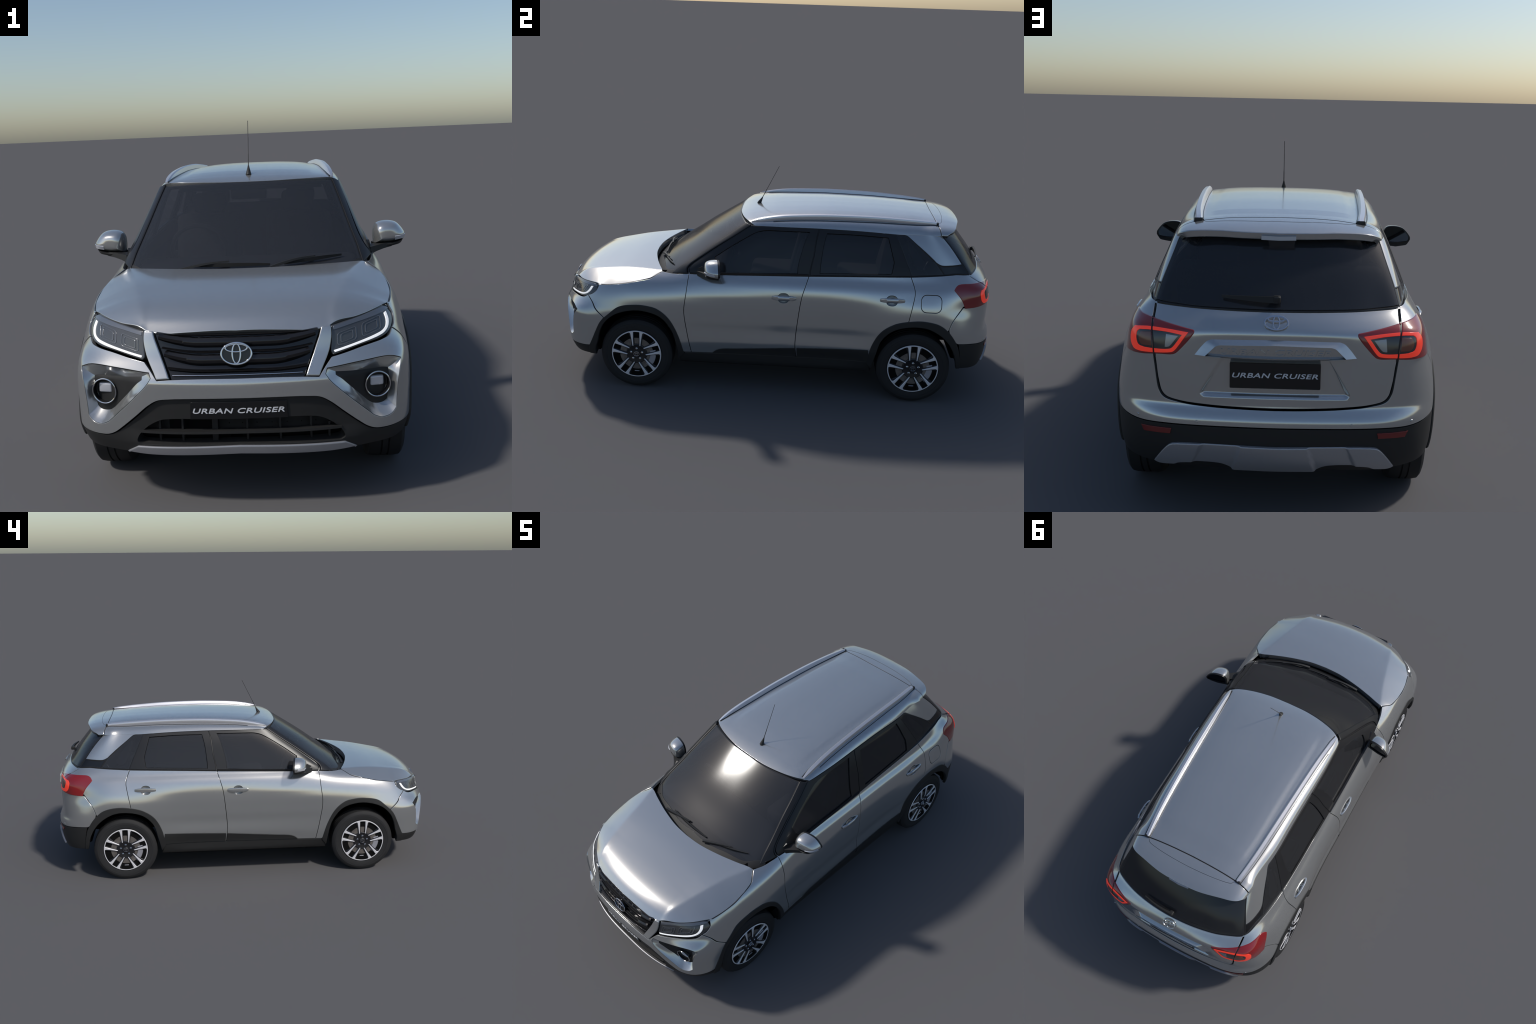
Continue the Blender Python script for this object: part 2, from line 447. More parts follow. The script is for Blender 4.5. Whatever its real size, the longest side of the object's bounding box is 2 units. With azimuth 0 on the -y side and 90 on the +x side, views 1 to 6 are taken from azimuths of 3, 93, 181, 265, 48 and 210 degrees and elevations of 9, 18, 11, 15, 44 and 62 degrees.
def inside(P, pts):
    x, y = pts[:, 0][:, None], pts[:, 1][:, None]
    x1, y1 = P[:, 0][None], P[:, 1][None]; x2, y2 = np.roll(P[:, 0], -1)[None], np.roll(P[:, 1], -1)[None]
    c = (y1 > y) != (y2 > y)
    with np.errstate(all="ignore"):
        xi = x1 + (y - y1) * (x2 - x1) / (y2 - y1)
    return (np.sum(c & (x < xi), 1) % 2) == 1


def triangulate(loops, res):
    O = loops[0]
    lo, hi = O.min(0), O.max(0)
    gx = np.arange(lo[0], hi[0], res); gy = np.arange(lo[1], hi[1], res * .866)
    X, Y = np.meshgrid(gx, gy); X = X + (np.arange(len(gy)) % 2)[:, None] * res * .5
    G = np.stack([X.ravel(), Y.ravel()], 1)
    ok = inside(O, G)
    for h in loops[1:]: ok &= ~inside(h, G)
    G = G[ok]
    B = np.vstack(loops)
    if len(G):
        keep = np.ones(len(G), bool)
        for k in range(0, len(G), 4000):
            d = np.min(np.sum((G[k:k + 4000, None] - B[None]) ** 2, 2), 1)
            keep[k:k + 4000] = d > (.45 * res) ** 2
        G = G[keep]
    V = np.vstack([B, G]); edges = []; s = 0
    for l in loops:
        n = len(l); edges += [(s + i, s + (i + 1) % n) for i in range(n)]; s += n
    r = delaunay_2d_cdt([Vector(v) for v in V], edges, [], 1, 1e-7)
    v2 = np.array([tuple(v) for v in r[0]]); tri = np.array([f for f in r[2] if len(f) == 3])
    c = v2[tri].mean(1); ok = inside(O, c)
    for h in loops[1:]: ok &= ~inside(h, c)
    tri = tri[ok]
    a = v2[tri]; ar = (a[:, 1, 0] - a[:, 0, 0]) * (a[:, 2, 1] - a[:, 0, 1]) - (a[:, 1, 1] - a[:, 0, 1]) * (a[:, 2, 0] - a[:, 0, 0])
    tri[ar < 0] = tri[ar < 0][:, ::-1]
    return v2, tri


def panel(name, S, line, mat, holes=(), parent=None, off=0.0, thick=.012, res=.012, bev=.0007, gap=.0, disp=None, back=False):
    """a sheet cut out of surface S along `line` (in S's own coordinates), with rolled edges and a flange of depth `thick`"""
    loops = [line if area2(line) > 0 else line[::-1]] + [h if area2(h) < 0 else h[::-1] for h in holes]
    loops = [l - edge_normals(l) * gap * .5 if gap else l for l in loops]
    ins = [l - edge_normals(l) * bev for l in loops]
    v2, tri = triangulate(ins, res)
    def lift(q, extra=0.0):
        p, n = S.at(q)
        o = off + extra + (disp(q, p) if disp is not None else 0.0)
        return p + n * (np.asarray(o).reshape(-1, 1) if np.ndim(o) else o), n
    P, N = lift(v2)
    if disp is not None:
        e = 1e-3
        pa, _ = lift(v2 + [e, 0]); pb, _ = lift(v2 + [0, e]); pc, _ = lift(v2 - [e, 0]); pd, _ = lift(v2 - [0, e])
        M = np.cross(pa - pc, pb - pd); M /= np.linalg.norm(M, axis=1, keepdims=True) + 1e-12
        N = np.where(np.sum(M * N, 1, keepdims=True) < 0, -M, M)
    sgn = 1.0
    a = P[tri]; fn = np.cross(a[:, 1] - a[:, 0], a[:, 2] - a[:, 0])
    if np.sum(np.sum(fn * N[tri[:, 0]], 1)) < 0: tri = tri[:, ::-1]; sgn = -1.0
    V, NN, F = [P], [N], [tri]
    base = len(P); Fq = []
    for l, li in zip(loops, ins):
        n = len(l)
        p0, n0 = lift(li); p1, n1 = lift(l, -bev); p2, _ = lift(l, -max(thick, bev * 1.5))
        t = np.roll(p1, -1, 0) - np.roll(p1, 1, 0)
        o = np.cross(t, n1); o /= np.linalg.norm(o, axis=1, keepdims=True) + 1e-12
        mid = p1 - p0
        o = np.where(np.sum(o * mid, 1, keepdims=True) < 0, -o, o)
        n01 = n1 + o; n01 /= np.linalg.norm(n01, axis=1, keepdims=True) + 1e-12
        V += [p0, p1, p1, p2]; NN += [n0, n01, o, o]
        i = np.arange(n); j = (i + 1) % n
        q1 = np.stack([base + i, base + n + i, base + n + j, base + j], 1)
        q2 = np.stack([base + 2 * n + i, base + 3 * n + i, base + 3 * n + j, base + 2 * n + j], 1)
        Fq += list(map(tuple, (q1 if sgn > 0 else q1[:, ::-1]))) + list(map(tuple, (q2 if sgn > 0 else q2[:, ::-1])))
        base += 4 * n
    V = np.vstack(V); NN = np.vstack(NN)
    ob = make(name, V, list(map(tuple, tri)) + Fq, mat, parent, NN)
    return ob


def frustum(name, S, outer, inner, off_o, off_i, mat, parent=None, rows=4, curve=1.0, cap=False):
    """walls that run from one outline (at off_o) to a matching outline (at off_i) on the same surface"""
    n = len(outer); V = []
    for k in range(rows + 1):
        t = k / rows
        q = outer * (1 - t) + inner * t
        p, nn = S.at(q)
        V.append(p + nn * np.reshape(off_o + (np.asarray(off_i) - off_o) * t ** curve, (-1, 1)))
    F = [(k * n + i, k * n + (i + 1) % n, (k + 1) * n + (i + 1) % n, (k + 1) * n + i) for k in range(rows) for i in range(n)]
    ob = make(name, np.vstack(V), F, mat, parent)
    return soften(ob, 40)


def matched(segs_a, segs_b, n=14):
    """two outlines with corresponding corners, resampled to equal counts"""
    def rs(seg):
        c = catmull(seg, .002); l = np.concatenate([[0], np.cumsum(np.linalg.norm(np.diff(c, axis=0), axis=1))])
        t = np.linspace(0, l[-1], n, endpoint=False)
        return np.stack([np.interp(t, l, c[:, k]) for k in (0, 1)], 1)
    return np.vstack([rs(s) for s in segs_a]), np.vstack([rs(s) for s in segs_b])


def sweep(name, path, prof, mat, parent=None, up=(0, 0, 1), scale=None, caps=True, closed=False, angle=40):
    """profile (w, h) carried along a 3-D path; w across, h along the local up"""
    P = np.asarray(path, float); n = len(P); prof = np.asarray(prof, float); m = len(prof)
    T = np.gradient(P, axis=0) if not closed else np.roll(P, -1, 0) - np.roll(P, 1, 0)
    T /= np.linalg.norm(T, axis=1, keepdims=True)
    U = np.broadcast_to(np.asarray(up, float), P.shape)
    A = np.cross(T, U); A /= np.linalg.norm(A, axis=1, keepdims=True); U = np.cross(A, T)
    sc = np.ones((n, 2)) if scale is None else np.asarray(scale, float)
    if sc.ndim == 1: sc = np.stack([sc, sc], 1)
    V = (P[:, None] + A[:, None] * (prof[None, :, :1] * sc[:, None, :1]) + U[:, None] * (prof[None, :, 1:] * sc[:, None, 1:])).reshape(-1, 3)
    F = []
    for i in range(n if closed else n - 1):
        for j in range(m):
            a, b = i * m + j, i * m + (j + 1) % m; c = ((i + 1) % n) * m
            F.append((a, b, c + (j + 1) % m, c + j))
    if caps and not closed:
        F += [tuple(range(m))[::-1], tuple((n - 1) * m + j for j in range(m))]
    return soften(make(name, V, F, mat, parent), angle)


def circle_profile(r, n=8, ry=None):
    a = np.arange(n) * math.tau / n
    return np.stack([r * np.cos(a), (ry or r) * np.sin(a)], 1)


def revolve(name, prof, mat, parent=None, n=72, axis="x", angle=30):
    """profile of (radius, along-axis) turned about the x axis"""
    a = np.arange(n) * math.tau / n; prof = np.asarray(prof, float); m = len(prof)
    V = np.stack([np.broadcast_to(prof[None, :, 1], (n, m)), prof[None, :, 0] * np.cos(a)[:, None], prof[None, :, 0] * np.sin(a)[:, None]], 2).reshape(-1, 3)
    F = [(i * m + j, i * m + j + 1, ((i + 1) % n) * m + j + 1, ((i + 1) % n) * m + j) for i in range(n) for j in range(m - 1)]
    return soften(make(name, V, F, mat, parent), angle)


def prism(name, poly, x0, x1, mat, parent=None, bev=0.0, plane="yz", angle=30):
    """2-D outline extruded between two levels along the third axis; the x1 side gets a chamfer"""
    P = np.asarray(poly, float)
    if area2(P) < 0: P = P[::-1]
    n = len(P); rings = [(P, x0)]
    if bev:
        s = 1 if x1 > x0 else -1
        rings += [(P, x1 - s * bev), (P - edge_normals(P) * bev, x1)]
    else:
        rings += [(P, x1)]
    V = []
    for q, h in rings:
        hh = np.full(n, h)
        V.append(np.stack({"yz": [hh, q[:, 0], q[:, 1]], "xz": [q[:, 0], hh, q[:, 1]], "xy": [q[:, 0], q[:, 1], hh]}[plane], 1))
    k = len(rings)
    F = [(r * n + i, r * n + (i + 1) % n, (r + 1) * n + (i + 1) % n, (r + 1) * n + i) for r in range(k - 1) for i in range(n)]
    F += [tuple(range(n))[::-1], tuple((k - 1) * n + i for i in range(n))]
    return soften(make(name, np.vstack(V), F, mat, parent), angle)


def box(name, c, size, mat, parent=None, bev=.006, rot=None, segs=3):
    bm = bmesh.new(); bmesh.ops.create_cube(bm, size=1)
    bmesh.ops.scale(bm, vec=size, verts=bm.verts)
    if bev: bmesh.ops.bevel(bm, geom=bm.edges[:], offset=bev, segments=segs, affect="EDGES", profile=.5)
    if rot is not None: bmesh.ops.rotate(bm, matrix=rot, verts=bm.verts)
    bmesh.ops.translate(bm, vec=c, verts=bm.verts)
    me = bpy.data.meshes.new(name); bm.to_mesh(me); bm.free(); me.materials.append(mat)
    ob = bpy.data.objects.new(name, me); bpy.context.scene.collection.objects.link(ob); ob.parent = parent or ROOT
    return soften(ob, 50)


def join_into(name, obs, parent=None):
    """several meshes of one part become a single mesh"""
    bm = bmesh.new(); mats = []
    for o in obs:
        mi = []
        for mt in o.data.materials:
            if mt not in mats: mats.append(mt)
            mi.append(mats.index(mt))
        tmp = o.data.copy(); tmp.transform(o.matrix_basis)
        k = len(bm.faces); bm.from_mesh(tmp); bm.faces.ensure_lookup_table()
        for f in bm.faces[k:]: f.material_index = mi[f.material_index] if f.material_index < len(mi) else 0
        bpy.data.meshes.remove(tmp)
    me = bpy.data.meshes.new(name); bm.to_mesh(me); bm.free()
    for mt in mats: me.materials.append(mt)
    for o in obs:
        d = o.data; bpy.data.objects.remove(o); bpy.data.meshes.remove(d)
    ob = bpy.data.objects.new(name, me); bpy.context.scene.collection.objects.link(ob); ob.parent = parent or ROOT
    return ob


# ------------------------------------------------------------------ places on the body surfaces
def bf(x, z):      # nose, by x
    u = find_u(BODY, [abs(x)], [z], 0, 0, .56)[0]
    return (math.copysign(u, x), z)
def bs(y, z):      # flank, by y
    return (find_u(BODY, [y], [z], 1, .02, BODY.L - .02)[0], z)
def br(x, z):      # tail, by x
    u = find_u(BODY, [abs(x)], [z], 0, BODY.L - .72, BODY.L)[0]
    return (u if x >= 0 else 2 * BODY.L - u, z)
def gf(x, z):
    u = find_u(GREEN, [abs(x)], [z], 0, 0, .42)[0]
    return (math.copysign(u, x), z)
def gs(y, z):
    return (find_u(GREEN, [y], [z], 1, .05, GREEN.L - .05)[0], z)
def gr(x, z):
    u = find_u(GREEN, [abs(x)], [z], 0, GREEN.L - .40, GREEN.L)[0]
    return (u if x >= 0 else 2 * GREEN.L - u, z)
def rf(x, y):      # roof, by x and y
    return (.3 * x / float(roof_edge_x(np.array([y]))[0]), y)
S_ = lambda f, pts: [f(*p) for p in pts]
def on(S, q, off=0.0):
    p, n = S.at(np.atleast_2d(q)); return p + n * off, n


# ================================================================== BODYWORK
GAP = .0028
ARCH_F_OUT = [(-.391, .181), (-.416, .268), (-.459, .350), (-.511, .392), (-.560, .404), (-.611, .406), (-.694, .387), (-.751, .338), (-.789, .275), (-.814, .216), (-.822, .154)]
ARCH_F_IN = [(-.415, .150), (-.424, .220), (-.442, .285), (-.494, .353), (-.563, .378), (-.633, .378), (-.703, .355), (-.748, .315), (-.772, .266), (-.785, .212), (-.791, .154)]
ARCH_R_OUT = [(.427, .181), (.447, .271), (.485, .339), (.541, .378), (.607, .394), (.666, .398), (.734, .384), (.778, .351), (.818, .293), (.835, .235), (.841, .176)]
ARCH_R_IN = [(.450, .150), (.466, .225), (.488, .297), (.535, .346), (.609, .368), (.685, .364), (.747, .331), (.785, .291), (.811, .241), (.826, .176)]
def between(A, B, t=.5):
    a, b = catmull(A, .004), catmull(B, .004)
    i = np.linspace(0, 1, 40)
    f = lambda c: np.stack([np.interp(i, np.linspace(0, 1, len(c)), c[:, k]) for k in (0, 1)], 1)
    return f(a) * (1 - t) + f(b) * t
ARCH_F_MID = [tuple(p) for p in between(ARCH_F_OUT, ARCH_F_IN)]
ARCH_R_MID = [tuple(p) for p in between(ARCH_R_OUT, ARCH_R_IN)]
def part_of(path, lo=None, hi=None, key=0):
    return [p for p in path if (lo is None or p[key] >= lo) and (hi is None or p[key] <= hi)]

LINE_A = [(-.376, .546), (-.383, .468), (-.391, .389), (-.381, .308), (-.358, .186)]       # fender / front door
LINE_B = [(.155, .561), (.129, .477), (.115, .372), (.107, .251), (.113, .192)]            # front / rear door
LINE_C = [(.601, .577), (.620, .521), (.612, .462), (.598, .388)]                          # rear door / quarter
BELT = lambda y: float(np.interp(y, [-.45, -.376, .156, .601, .749, .86], [.5465, .5455, .561, .577, .584, .594]))
HEAD_TOP = [(.231, .460), (.294, .469), (.345, .477), (.372, .479), (.388, .475)]
FENDER_SEAM = [(-.833, .424), (-.786, .368), (-.752, .338)]
HOOD_CUT = [(-.782, .474), (-.70, .486), (-.62, .502), (-.570, .512), (-.545, .519), (-.520, .533), (-.500, .543)]

# ---- bonnet
def hood_pt(x, y): return (x, y)
_rim = [on(BODY, bs(y, z))[0][0] for y, z in HOOD_CUT]
_top = [on(BODY, bf(x, z))[0][0] for x, z in HEAD_TOP]
hood_half = open_path([(0, -.953), (.12, -.948), (.19, -.940), (.226, -.927)],
                      [(.226, -.927)] + [(p[0], p[1]) for p in _top[1:]],
                      [(p[0], p[1]) for p in _rim],
                      [(_rim[-1][0], _rim[-1][1]), (.33, -.506), (.28, -.524), (.184, -.553), (.082, -.574), (0, -.579)], step=.006)
panel("hood", HOOD, sym(hood_half), PAINT, thick=.03, res=.008, gap=GAP, bev=.0012)

# ---- front fender
def fender():
    line = outline(S_(bs, HOOD_CUT), [bs(-.500, .543), bs(-.45, .540), bs(-.376, .5455)], S_(bs, LINE_A),
                   [bs(-.358, .186), bs(-.398, .186)], S_(bs, part_of(ARCH_F_MID, lo=-.765)[2:]),
                   S_(bs, FENDER_SEAM[::-1]), [bs(-.833, .424), bf(.395, .430), bf(.397, .450), bs(-.782, .474)])
    return [panel("fender", BODY, line, PAINT, gap=GAP)]
both(fender)

# ---- doors with their handles
def ellipse_at(f, y, z, ry, rz, n=40, p=2.4):
    a = np.arange(n) * math.tau / n
    c = lambda t: np.sign(t) * np.abs(t) ** (2 / p)
    return np.array([f(y + ry * c(np.cos(t)), z + rz * c(np.sin(t))) for t in a])

def handle_parts(y, z):
    bowl_line = ellipse_at(bs, y - .002, z - .001, .0235, .021)
    n = len(bowl_line); c = bowl_line.mean(0); V, F = [], []
    for k in range(6):
        t = k / 5
        p, nn = BODY.at(c + (bowl_line - c) * (1 - .97 * t)); V.append(p - nn * .017 * (1 - (1 - t) ** 3.2))
    F = [(k * n + i, k * n + (i + 1) % n, (k + 1) * n + (i + 1) % n, (k + 1) * n + i) for k in range(5) for i in range(n)]
    F.append(tuple(5 * n + i for i in range(n)))
    bowl = soften(make("handle_recess", np.vstack(V), F, PAINT), 60)
    ys = np.linspace(-.052, .052, 25); pa = []
    for t in ys:
        p, nn = on(BODY, bs(y + t, z), .0085 - .0085 * abs(t / .052) ** 3.5)
        pa.append(p[0])
    sc = np.stack([np.ones(25), 1 - .35 * np.abs(ys / .052) ** 3], 1)
    bar = sweep("door_handle", pa, [(.004, -.008), (.0055, 0), (.004, .008), (.001, .0105), (-.004, .010), (-.004, -.010), (.001, -.0105)], PAINT, scale=sc)
    return bowl_line, [bar, bowl]

def front_door():
    hl, kids = handle_parts(.050, .468)
    line = outline([bs(-.376, .5455), bs(-.1, BELT(-.1)), bs(.155, .561)], S_(bs, LINE_B), [bs(.113, .19), bs(-.10, .187), bs(-.358, .186)], S_(bs, LINE_A[::-1]))
    d = panel("door", BODY, line, PAINT, holes=[hl], gap=GAP)
    clad = panel("door_cladding", BODY, outline([bs(-.262, .1895), bs(-.245, .203), bs(-.222, .211), bs(-.15, .216)], [bs(-.15, .216), bs(.109, .235)], [bs(.109, .235), bs(.111, .190)], [bs(.111, .190), bs(-.262, .1885)]), BLACK, off=.004, thick=.006)
    lock = []
    p, nn = on(BODY, bs(.088, .468), .0115)
    return [d] + kids + [clad]
both(front_door)

def rear_door():
    hl, kids = handle_parts(.523, .481)
    line = outline([bs(.155, .561), bs(.38, BELT(.38)), bs(.601, .577)], S_(bs, LINE_C), S_(bs, part_of(ARCH_R_MID, hi=.590)[::-1][:-2]), [bs(.436, .186), bs(.113, .190)], S_(bs, LINE_B[::-1]))
    d = panel("door", BODY, line, PAINT, holes=[hl], gap=GAP)
    clad = panel("door_cladding", BODY, outline([bs(.115, .235), bs(.432, .246)], [bs(.432, .246), bs(.437, .188)], [bs(.437, .188), bs(.117, .190)], [bs(.117, .190), bs(.115, .235)]), BLACK, off=.004, thick=.006)
    return [d] + kids + [clad]
both(rear_door)

# ---- quarter panel with fuel flap, round the back pillar to the tailgate
TAIL_SPLIT = lambda z: float(np.interp(z, [.335, .368, .403, .458, .51, .548, .59], [.289, .298, .306, .313, .3185, .3235, .326]))
def rounded(f, y0, y1, z0, z1, r=.02, n=5):
    pts = []
    for cy, cz, a0 in ((y1 - r, z1 - r, 0), (y0 + r, z1 - r, 90), (y0 + r, z0 + r, 180), (y1 - r, z0 + r, 270)):
        for k in range(n + 1):
            a = math.radians(a0 + 90 * k / n); pts.append(f(cy + r * math.cos(a), cz + r * math.sin(a)))
    return np.array(pts)
FLAP = rounded(bs, .648, .737, .438, .511, .024)
TAIL_OUT = [bs(.789, .532), bs(.812, .552)]
TAIL_TOPLINE = [bs(.812, .553), br(.355, .547), br(.330, .544)]
def quarter():
    line = outline([bs(.601, .577), bs(.70, .5825), bs(.80, .589)], [bs(.80, .589), br(TAIL_SPLIT(.585), .585)],
                   [br(TAIL_SPLIT(z), z) for z in (.585, .578, .571, .563, .555, .545)], [br(.322, .541), br(.31, .52), br(.306, .47)], [bs(.834, .462), bs(.791, .400), bs(.776, .362)],
                   S_(bs, part_of(ARCH_R_MID, lo=.604, hi=.772)[::-1]), S_(bs, LINE_C[::-1]))
    plain = panel("quarter_panel", BODY, line, PAINT, gap=GAP)
    mirrored(plain); bpy.data.objects.remove(plain)
    q = panel("quarter_panel", BODY, line, PAINT, holes=[FLAP], gap=GAP)
    fl = panel("fuel_flap", BODY, FLAP, PAINT, gap=GAP, parent=q)
# the tail lamp sits over the quarter panel's cut-out
quarter()

# ---- arch trims, sills
def arch(name, O, I):
    def fn():
        line = outline(S_(bs, O), S_(bs, I[::-1]))
        return [panel(name, BODY, line, BLACK, off=.005, thick=.014, res=.009, bev=.003)]
    return fn
both(arch("wheel_arch_trim", ARCH_F_OUT, ARCH_F_IN))
both(arch("wheel_arch_trim", ARCH_R_OUT, ARCH_R_IN))
def sill():
    line = outline([bs(-.388, .184), bs(.02, .188), bs(.432, .186)], [bs(.432, .186), bs(.445, .152), bs(.449, .130)], [bs(.449, .130), bs(-.414, .130)], [bs(-.414, .130), bs(-.410, .152), bs(-.388, .184)])
    return [panel("sill_cladding", BODY, line, BLACK, off=.001, thick=.05, bev=.004)]
both(sill)

# ---- front bumper
BUMP_LINE = [(.0, .300), (.12, .2995), (.165, .298), (.197, .294), (.220, .281), (.256, .250), (.292, .2195), (.313, .2035), (.332, .195), (.354, .1925), (.40, .1935)]
top_half = open_path([bf(0, .350), bf(.10, .350), bf(.165, .348)], [bf(.165, .348), bf(.196, .3455)], [bf(.196, .3455), bf(.2165, .372), bf(.2285, .386)],
                     [bf(.2285, .386), bf(.270, .393), bf(.316, .401), bf(.358, .406), bf(.380, .4115), bs(-.835, .422)],
                     S_(bs, FENDER_SEAM), S_(bs, part_of(part_of(ARCH_F_MID, hi=-.755), lo=.205, key=1)), [bs(-.808, .200), bs(-.83, .196), bf(.40, .1935)],
                     S_(bf, BUMP_LINE[::-1]))
REC = [[bf(.404, .357), bf(.374, .3685), bf(.30, .3670), bf(.217, .3605)], [bf(.217, .3605), bf(.213, .3490), bf(.224, .333), bf(.275, .282), bf(.330, .2310)],
       [bf(.330, .2310), bf(.349, .2225), bf(.374, .2250), bf(.388, .238)], [bf(.388, .238), bf(.391, .280), bf(.399, .333), bf(.404, .357)]]
TRIM = [[bf(.390, .340), bf(.374, .3475), bf(.32, .3510), bf(.240, .3545)], [bf(.240, .3545), bf(.238, .350), bf(.250, .337), bf(.29, .297), bf(.329, .258)],
        [bf(.329, .258), bf(.346, .2480), bf(.374, .2475), bf(.386, .254)], [bf(.386, .254), bf(.390, .275), bf(.392, .315), bf(.390, .340)]]
fog_depth = lambda p: np.interp(np.abs(p[:, 0]), [.20, .24, .30, .34, .40], [.004, .014, .028, .033, .028])
rec_o, rec_i = matched(REC, TRIM)
mir = lambda L: (L * [-1, 1])[::-1]
front_bumper = panel("bumper", BODY, sym(top_half), PAINT, holes=[rec_o, mir(rec_o)], gap=GAP, res=.009)
for s in (1, -1):
    ro, ri = (rec_o, rec_i) if s > 0 else (mir(rec_o), mir(rec_i))
    frustum("fog_lamp_recess", BODY, ro, ri, -.001, -fog_depth(BODY.at(ri)[0]), PAINT, front_bumper, rows=6, curve=.8)
    t = panel("fog_lamp_trim", BODY, ri, BLACK, off=0, thick=.004, parent=front_bumper, disp=lambda q, p: -fog_depth(p))
    c = bf(s * .354, .3005)
    p, n = on(BODY, c, -.031); p, n = p[0], n[0]
    n = np.array([n[0] * .45, n[1], n[2] * .3]); n /= np.linalg.norm(n)
    e1 = np.cross([0, 0, 1], n); e1 /= np.linalg.norm(e1); e2 = np.cross(n, e1)
    a = np.arange(48) * math.tau / 48
    ringp = p + n * .010 + .0315 * (np.cos(a)[:, None] * e1 + np.sin(a)[:, None] * e2)
    lampring = sweep("fog_lamp_ring", ringp, circle_profile(.0019, 8), CHROME, front_bumper, up=n, closed=True)
    prof = [(.0300, .010), (.029, -.006), (.019, -.012), (.0, -.013)]
    V = [p + n * h + r * (np.cos(a)[:, None] * e1 + np.sin(a)[:, None] * e2) for r, h in prof[:-1]] + [np.array([p + n * prof[-1][1]])]
    F = [(k * 48 + i, k * 48 + (i + 1) % 48, (k + 1) * 48 + (i + 1) % 48, (k + 1) * 48 + i) for k in range(2) for i in range(48)] + [(96 + i, 96 + (i + 1) % 48, 144) for i in range(48)]
    soften(make("fog_lamp_housing", np.vstack(V), F, GLOSS, front_bumper), 40)
    b = box("fog_lamp_lens", (0, 0, 0), (.036, .012, .026), SIGNAL, front_bumper, bev=.005)
    b.matrix_basis = Matrix.Translation(Vector(p + n * -.002 + e2 * .007)) @ Matrix((e1, -n, e2)).transposed().to_4x4()

# black lower part with the cooling intake
low_half = open_path(S_(bf, [(x, z - .001) for x, z in BUMP_LINE]), [bf(.40, .1925), bs(-.83, .195), bs(-.795, .199)], [bs(-.795, .199), bs(-.792, .154)],
                     [bs(-.792, .152), bs(-.83, .150), bf(.385, .1475), bf(.34, .1485), bf(.29, .1480), bf(.2, .1465), bf(.0, .1495)])
INTAKE = sym(open_path([bf(0, .243), bf(.168, .243), bf(.199, .238), bf(.233, .218), bf(.253, .196), bf(.256, .183), bf(.246, .177)], [bf(.246, .177), bf(0, .181)]))
lower_bumper = panel("bumper_cladding", BODY, sym(low_half), BLACK, holes=[INTAKE], gap=GAP, off=-.002, thick=.03, res=.010,
                     disp=lambda q, p: -.007 * np.clip((.34 - np.abs(p[:, 0])) / .10, 0, 1) * np.clip((p[:, 2] - .18) / .03, 0, 1))
panel("intake_backing", BODY, INTAKE + (INTAKE - INTAKE.mean(0)) * .06, DARK, off=-.055, thick=.004, parent=lower_bumper)
xs = np.linspace(-.25, .25, 41)
sweep("intake_bar", [on(BODY, bf(x, .209), -.016)[0][0] for x in xs], [(-.012, -.003), (.012, -.003), (.012, .003), (-.012, .003)], BLACK, lower_bumper)
for x in (-.205, -.145, -.062, .018, .10, .178, .225):
    zt = float(np.interp(abs(x), [0, .199, .255], [.243, .237, .195]))
    pts = [on(BODY, bf(x, z), -.030)[0][0] for z in np.linspace(.172, zt + .002, 8)]
    wd = .007 if abs(x + .062) < .001 else .0025
    sweep("intake_rib", pts, [(-wd, -.008), (wd, -.008), (wd, .008), (-wd, .008)], BLACK, lower_bumper, up=(0, -1, 0))
for x0, x1, nm in ((-.245, -.185, BLACK), (-.055, .24, BLACK)):
    pl = outline([bf(x0, .178), bf(x1, .178)], [bf(x1, .178), bf(x1, .230)], [bf(x1, .230), bf(x0, .230)], [bf(x0, .230), bf(x0, .178)])
    panel("intake_screen", BODY, pl, nm, off=-.045, thick=.004, parent=lower_bumper)
sk_half = open_path([bf(0, .1775), bf(.256, .171)], [bf(.256, .171), bf(.286, .1525)], [bf(.286, .1525), bf(.227, .1495), bf(.12, .151), bf(0, .1545)])
panel("skid_plate", BODY, sym(sk_half), SILVER, off=.004, thick=.012, bev=.003, parent=lower_bumper)
fp = sym(open_path([bf(0, .291), bf(.117, .290)], [bf(.117, .290), bf(.119, .2465)], [bf(.119, .2465), bf(0, .2465)]))
front_plate = panel("number_plate", BODY, fp, PLATE, off=-.0055, thick=.006)

# ---- grille
GR_TOP = [(0, .458), (.12, .458), (.204, .456)]
grille = panel("grille", BODY, sym(open_path(S_(bf, [(0, .466), (.12, .466), (.206, .464)]), [bf(.206, .464), bf(.160, .344)], [bf(.160, .344), bf(0, .344)])), GLOSS, off=-.010, thick=.003, res=.02)
def grille_bar(name, zc, lift, half_h, mat, x_end, depth, y_off, taper=.35, kids=True):
    xs = np.linspace(-x_end, x_end, 61); pts = []; sc = []
    for x in xs:
        t = np.clip((abs(x) - x_end * .50) / (x_end * .50), 0, 1)
        pts.append(on(BODY, bf(x if abs(x) > 1e-6 else 1e-6, zc + lift * t ** 1.6), y_off)[0][0])
        sc.append((1, 1 - taper * t ** 2))
    prof = [(-depth, -half_h), (.0, -half_h), (.006, -half_h * .35), (.006, half_h * .35), (.0, half_h), (-depth, half_h)]
    return sweep(name, pts, [(w, h) for w, h in prof], mat, grille, scale=sc)
grille_bar("grille_bar", .4290, .0150, .0115, GLOSS, .190, .012, .001)
grille_bar("grille_bar", .3890, .0150, .0115, GLOSS, .176, .012, .001)
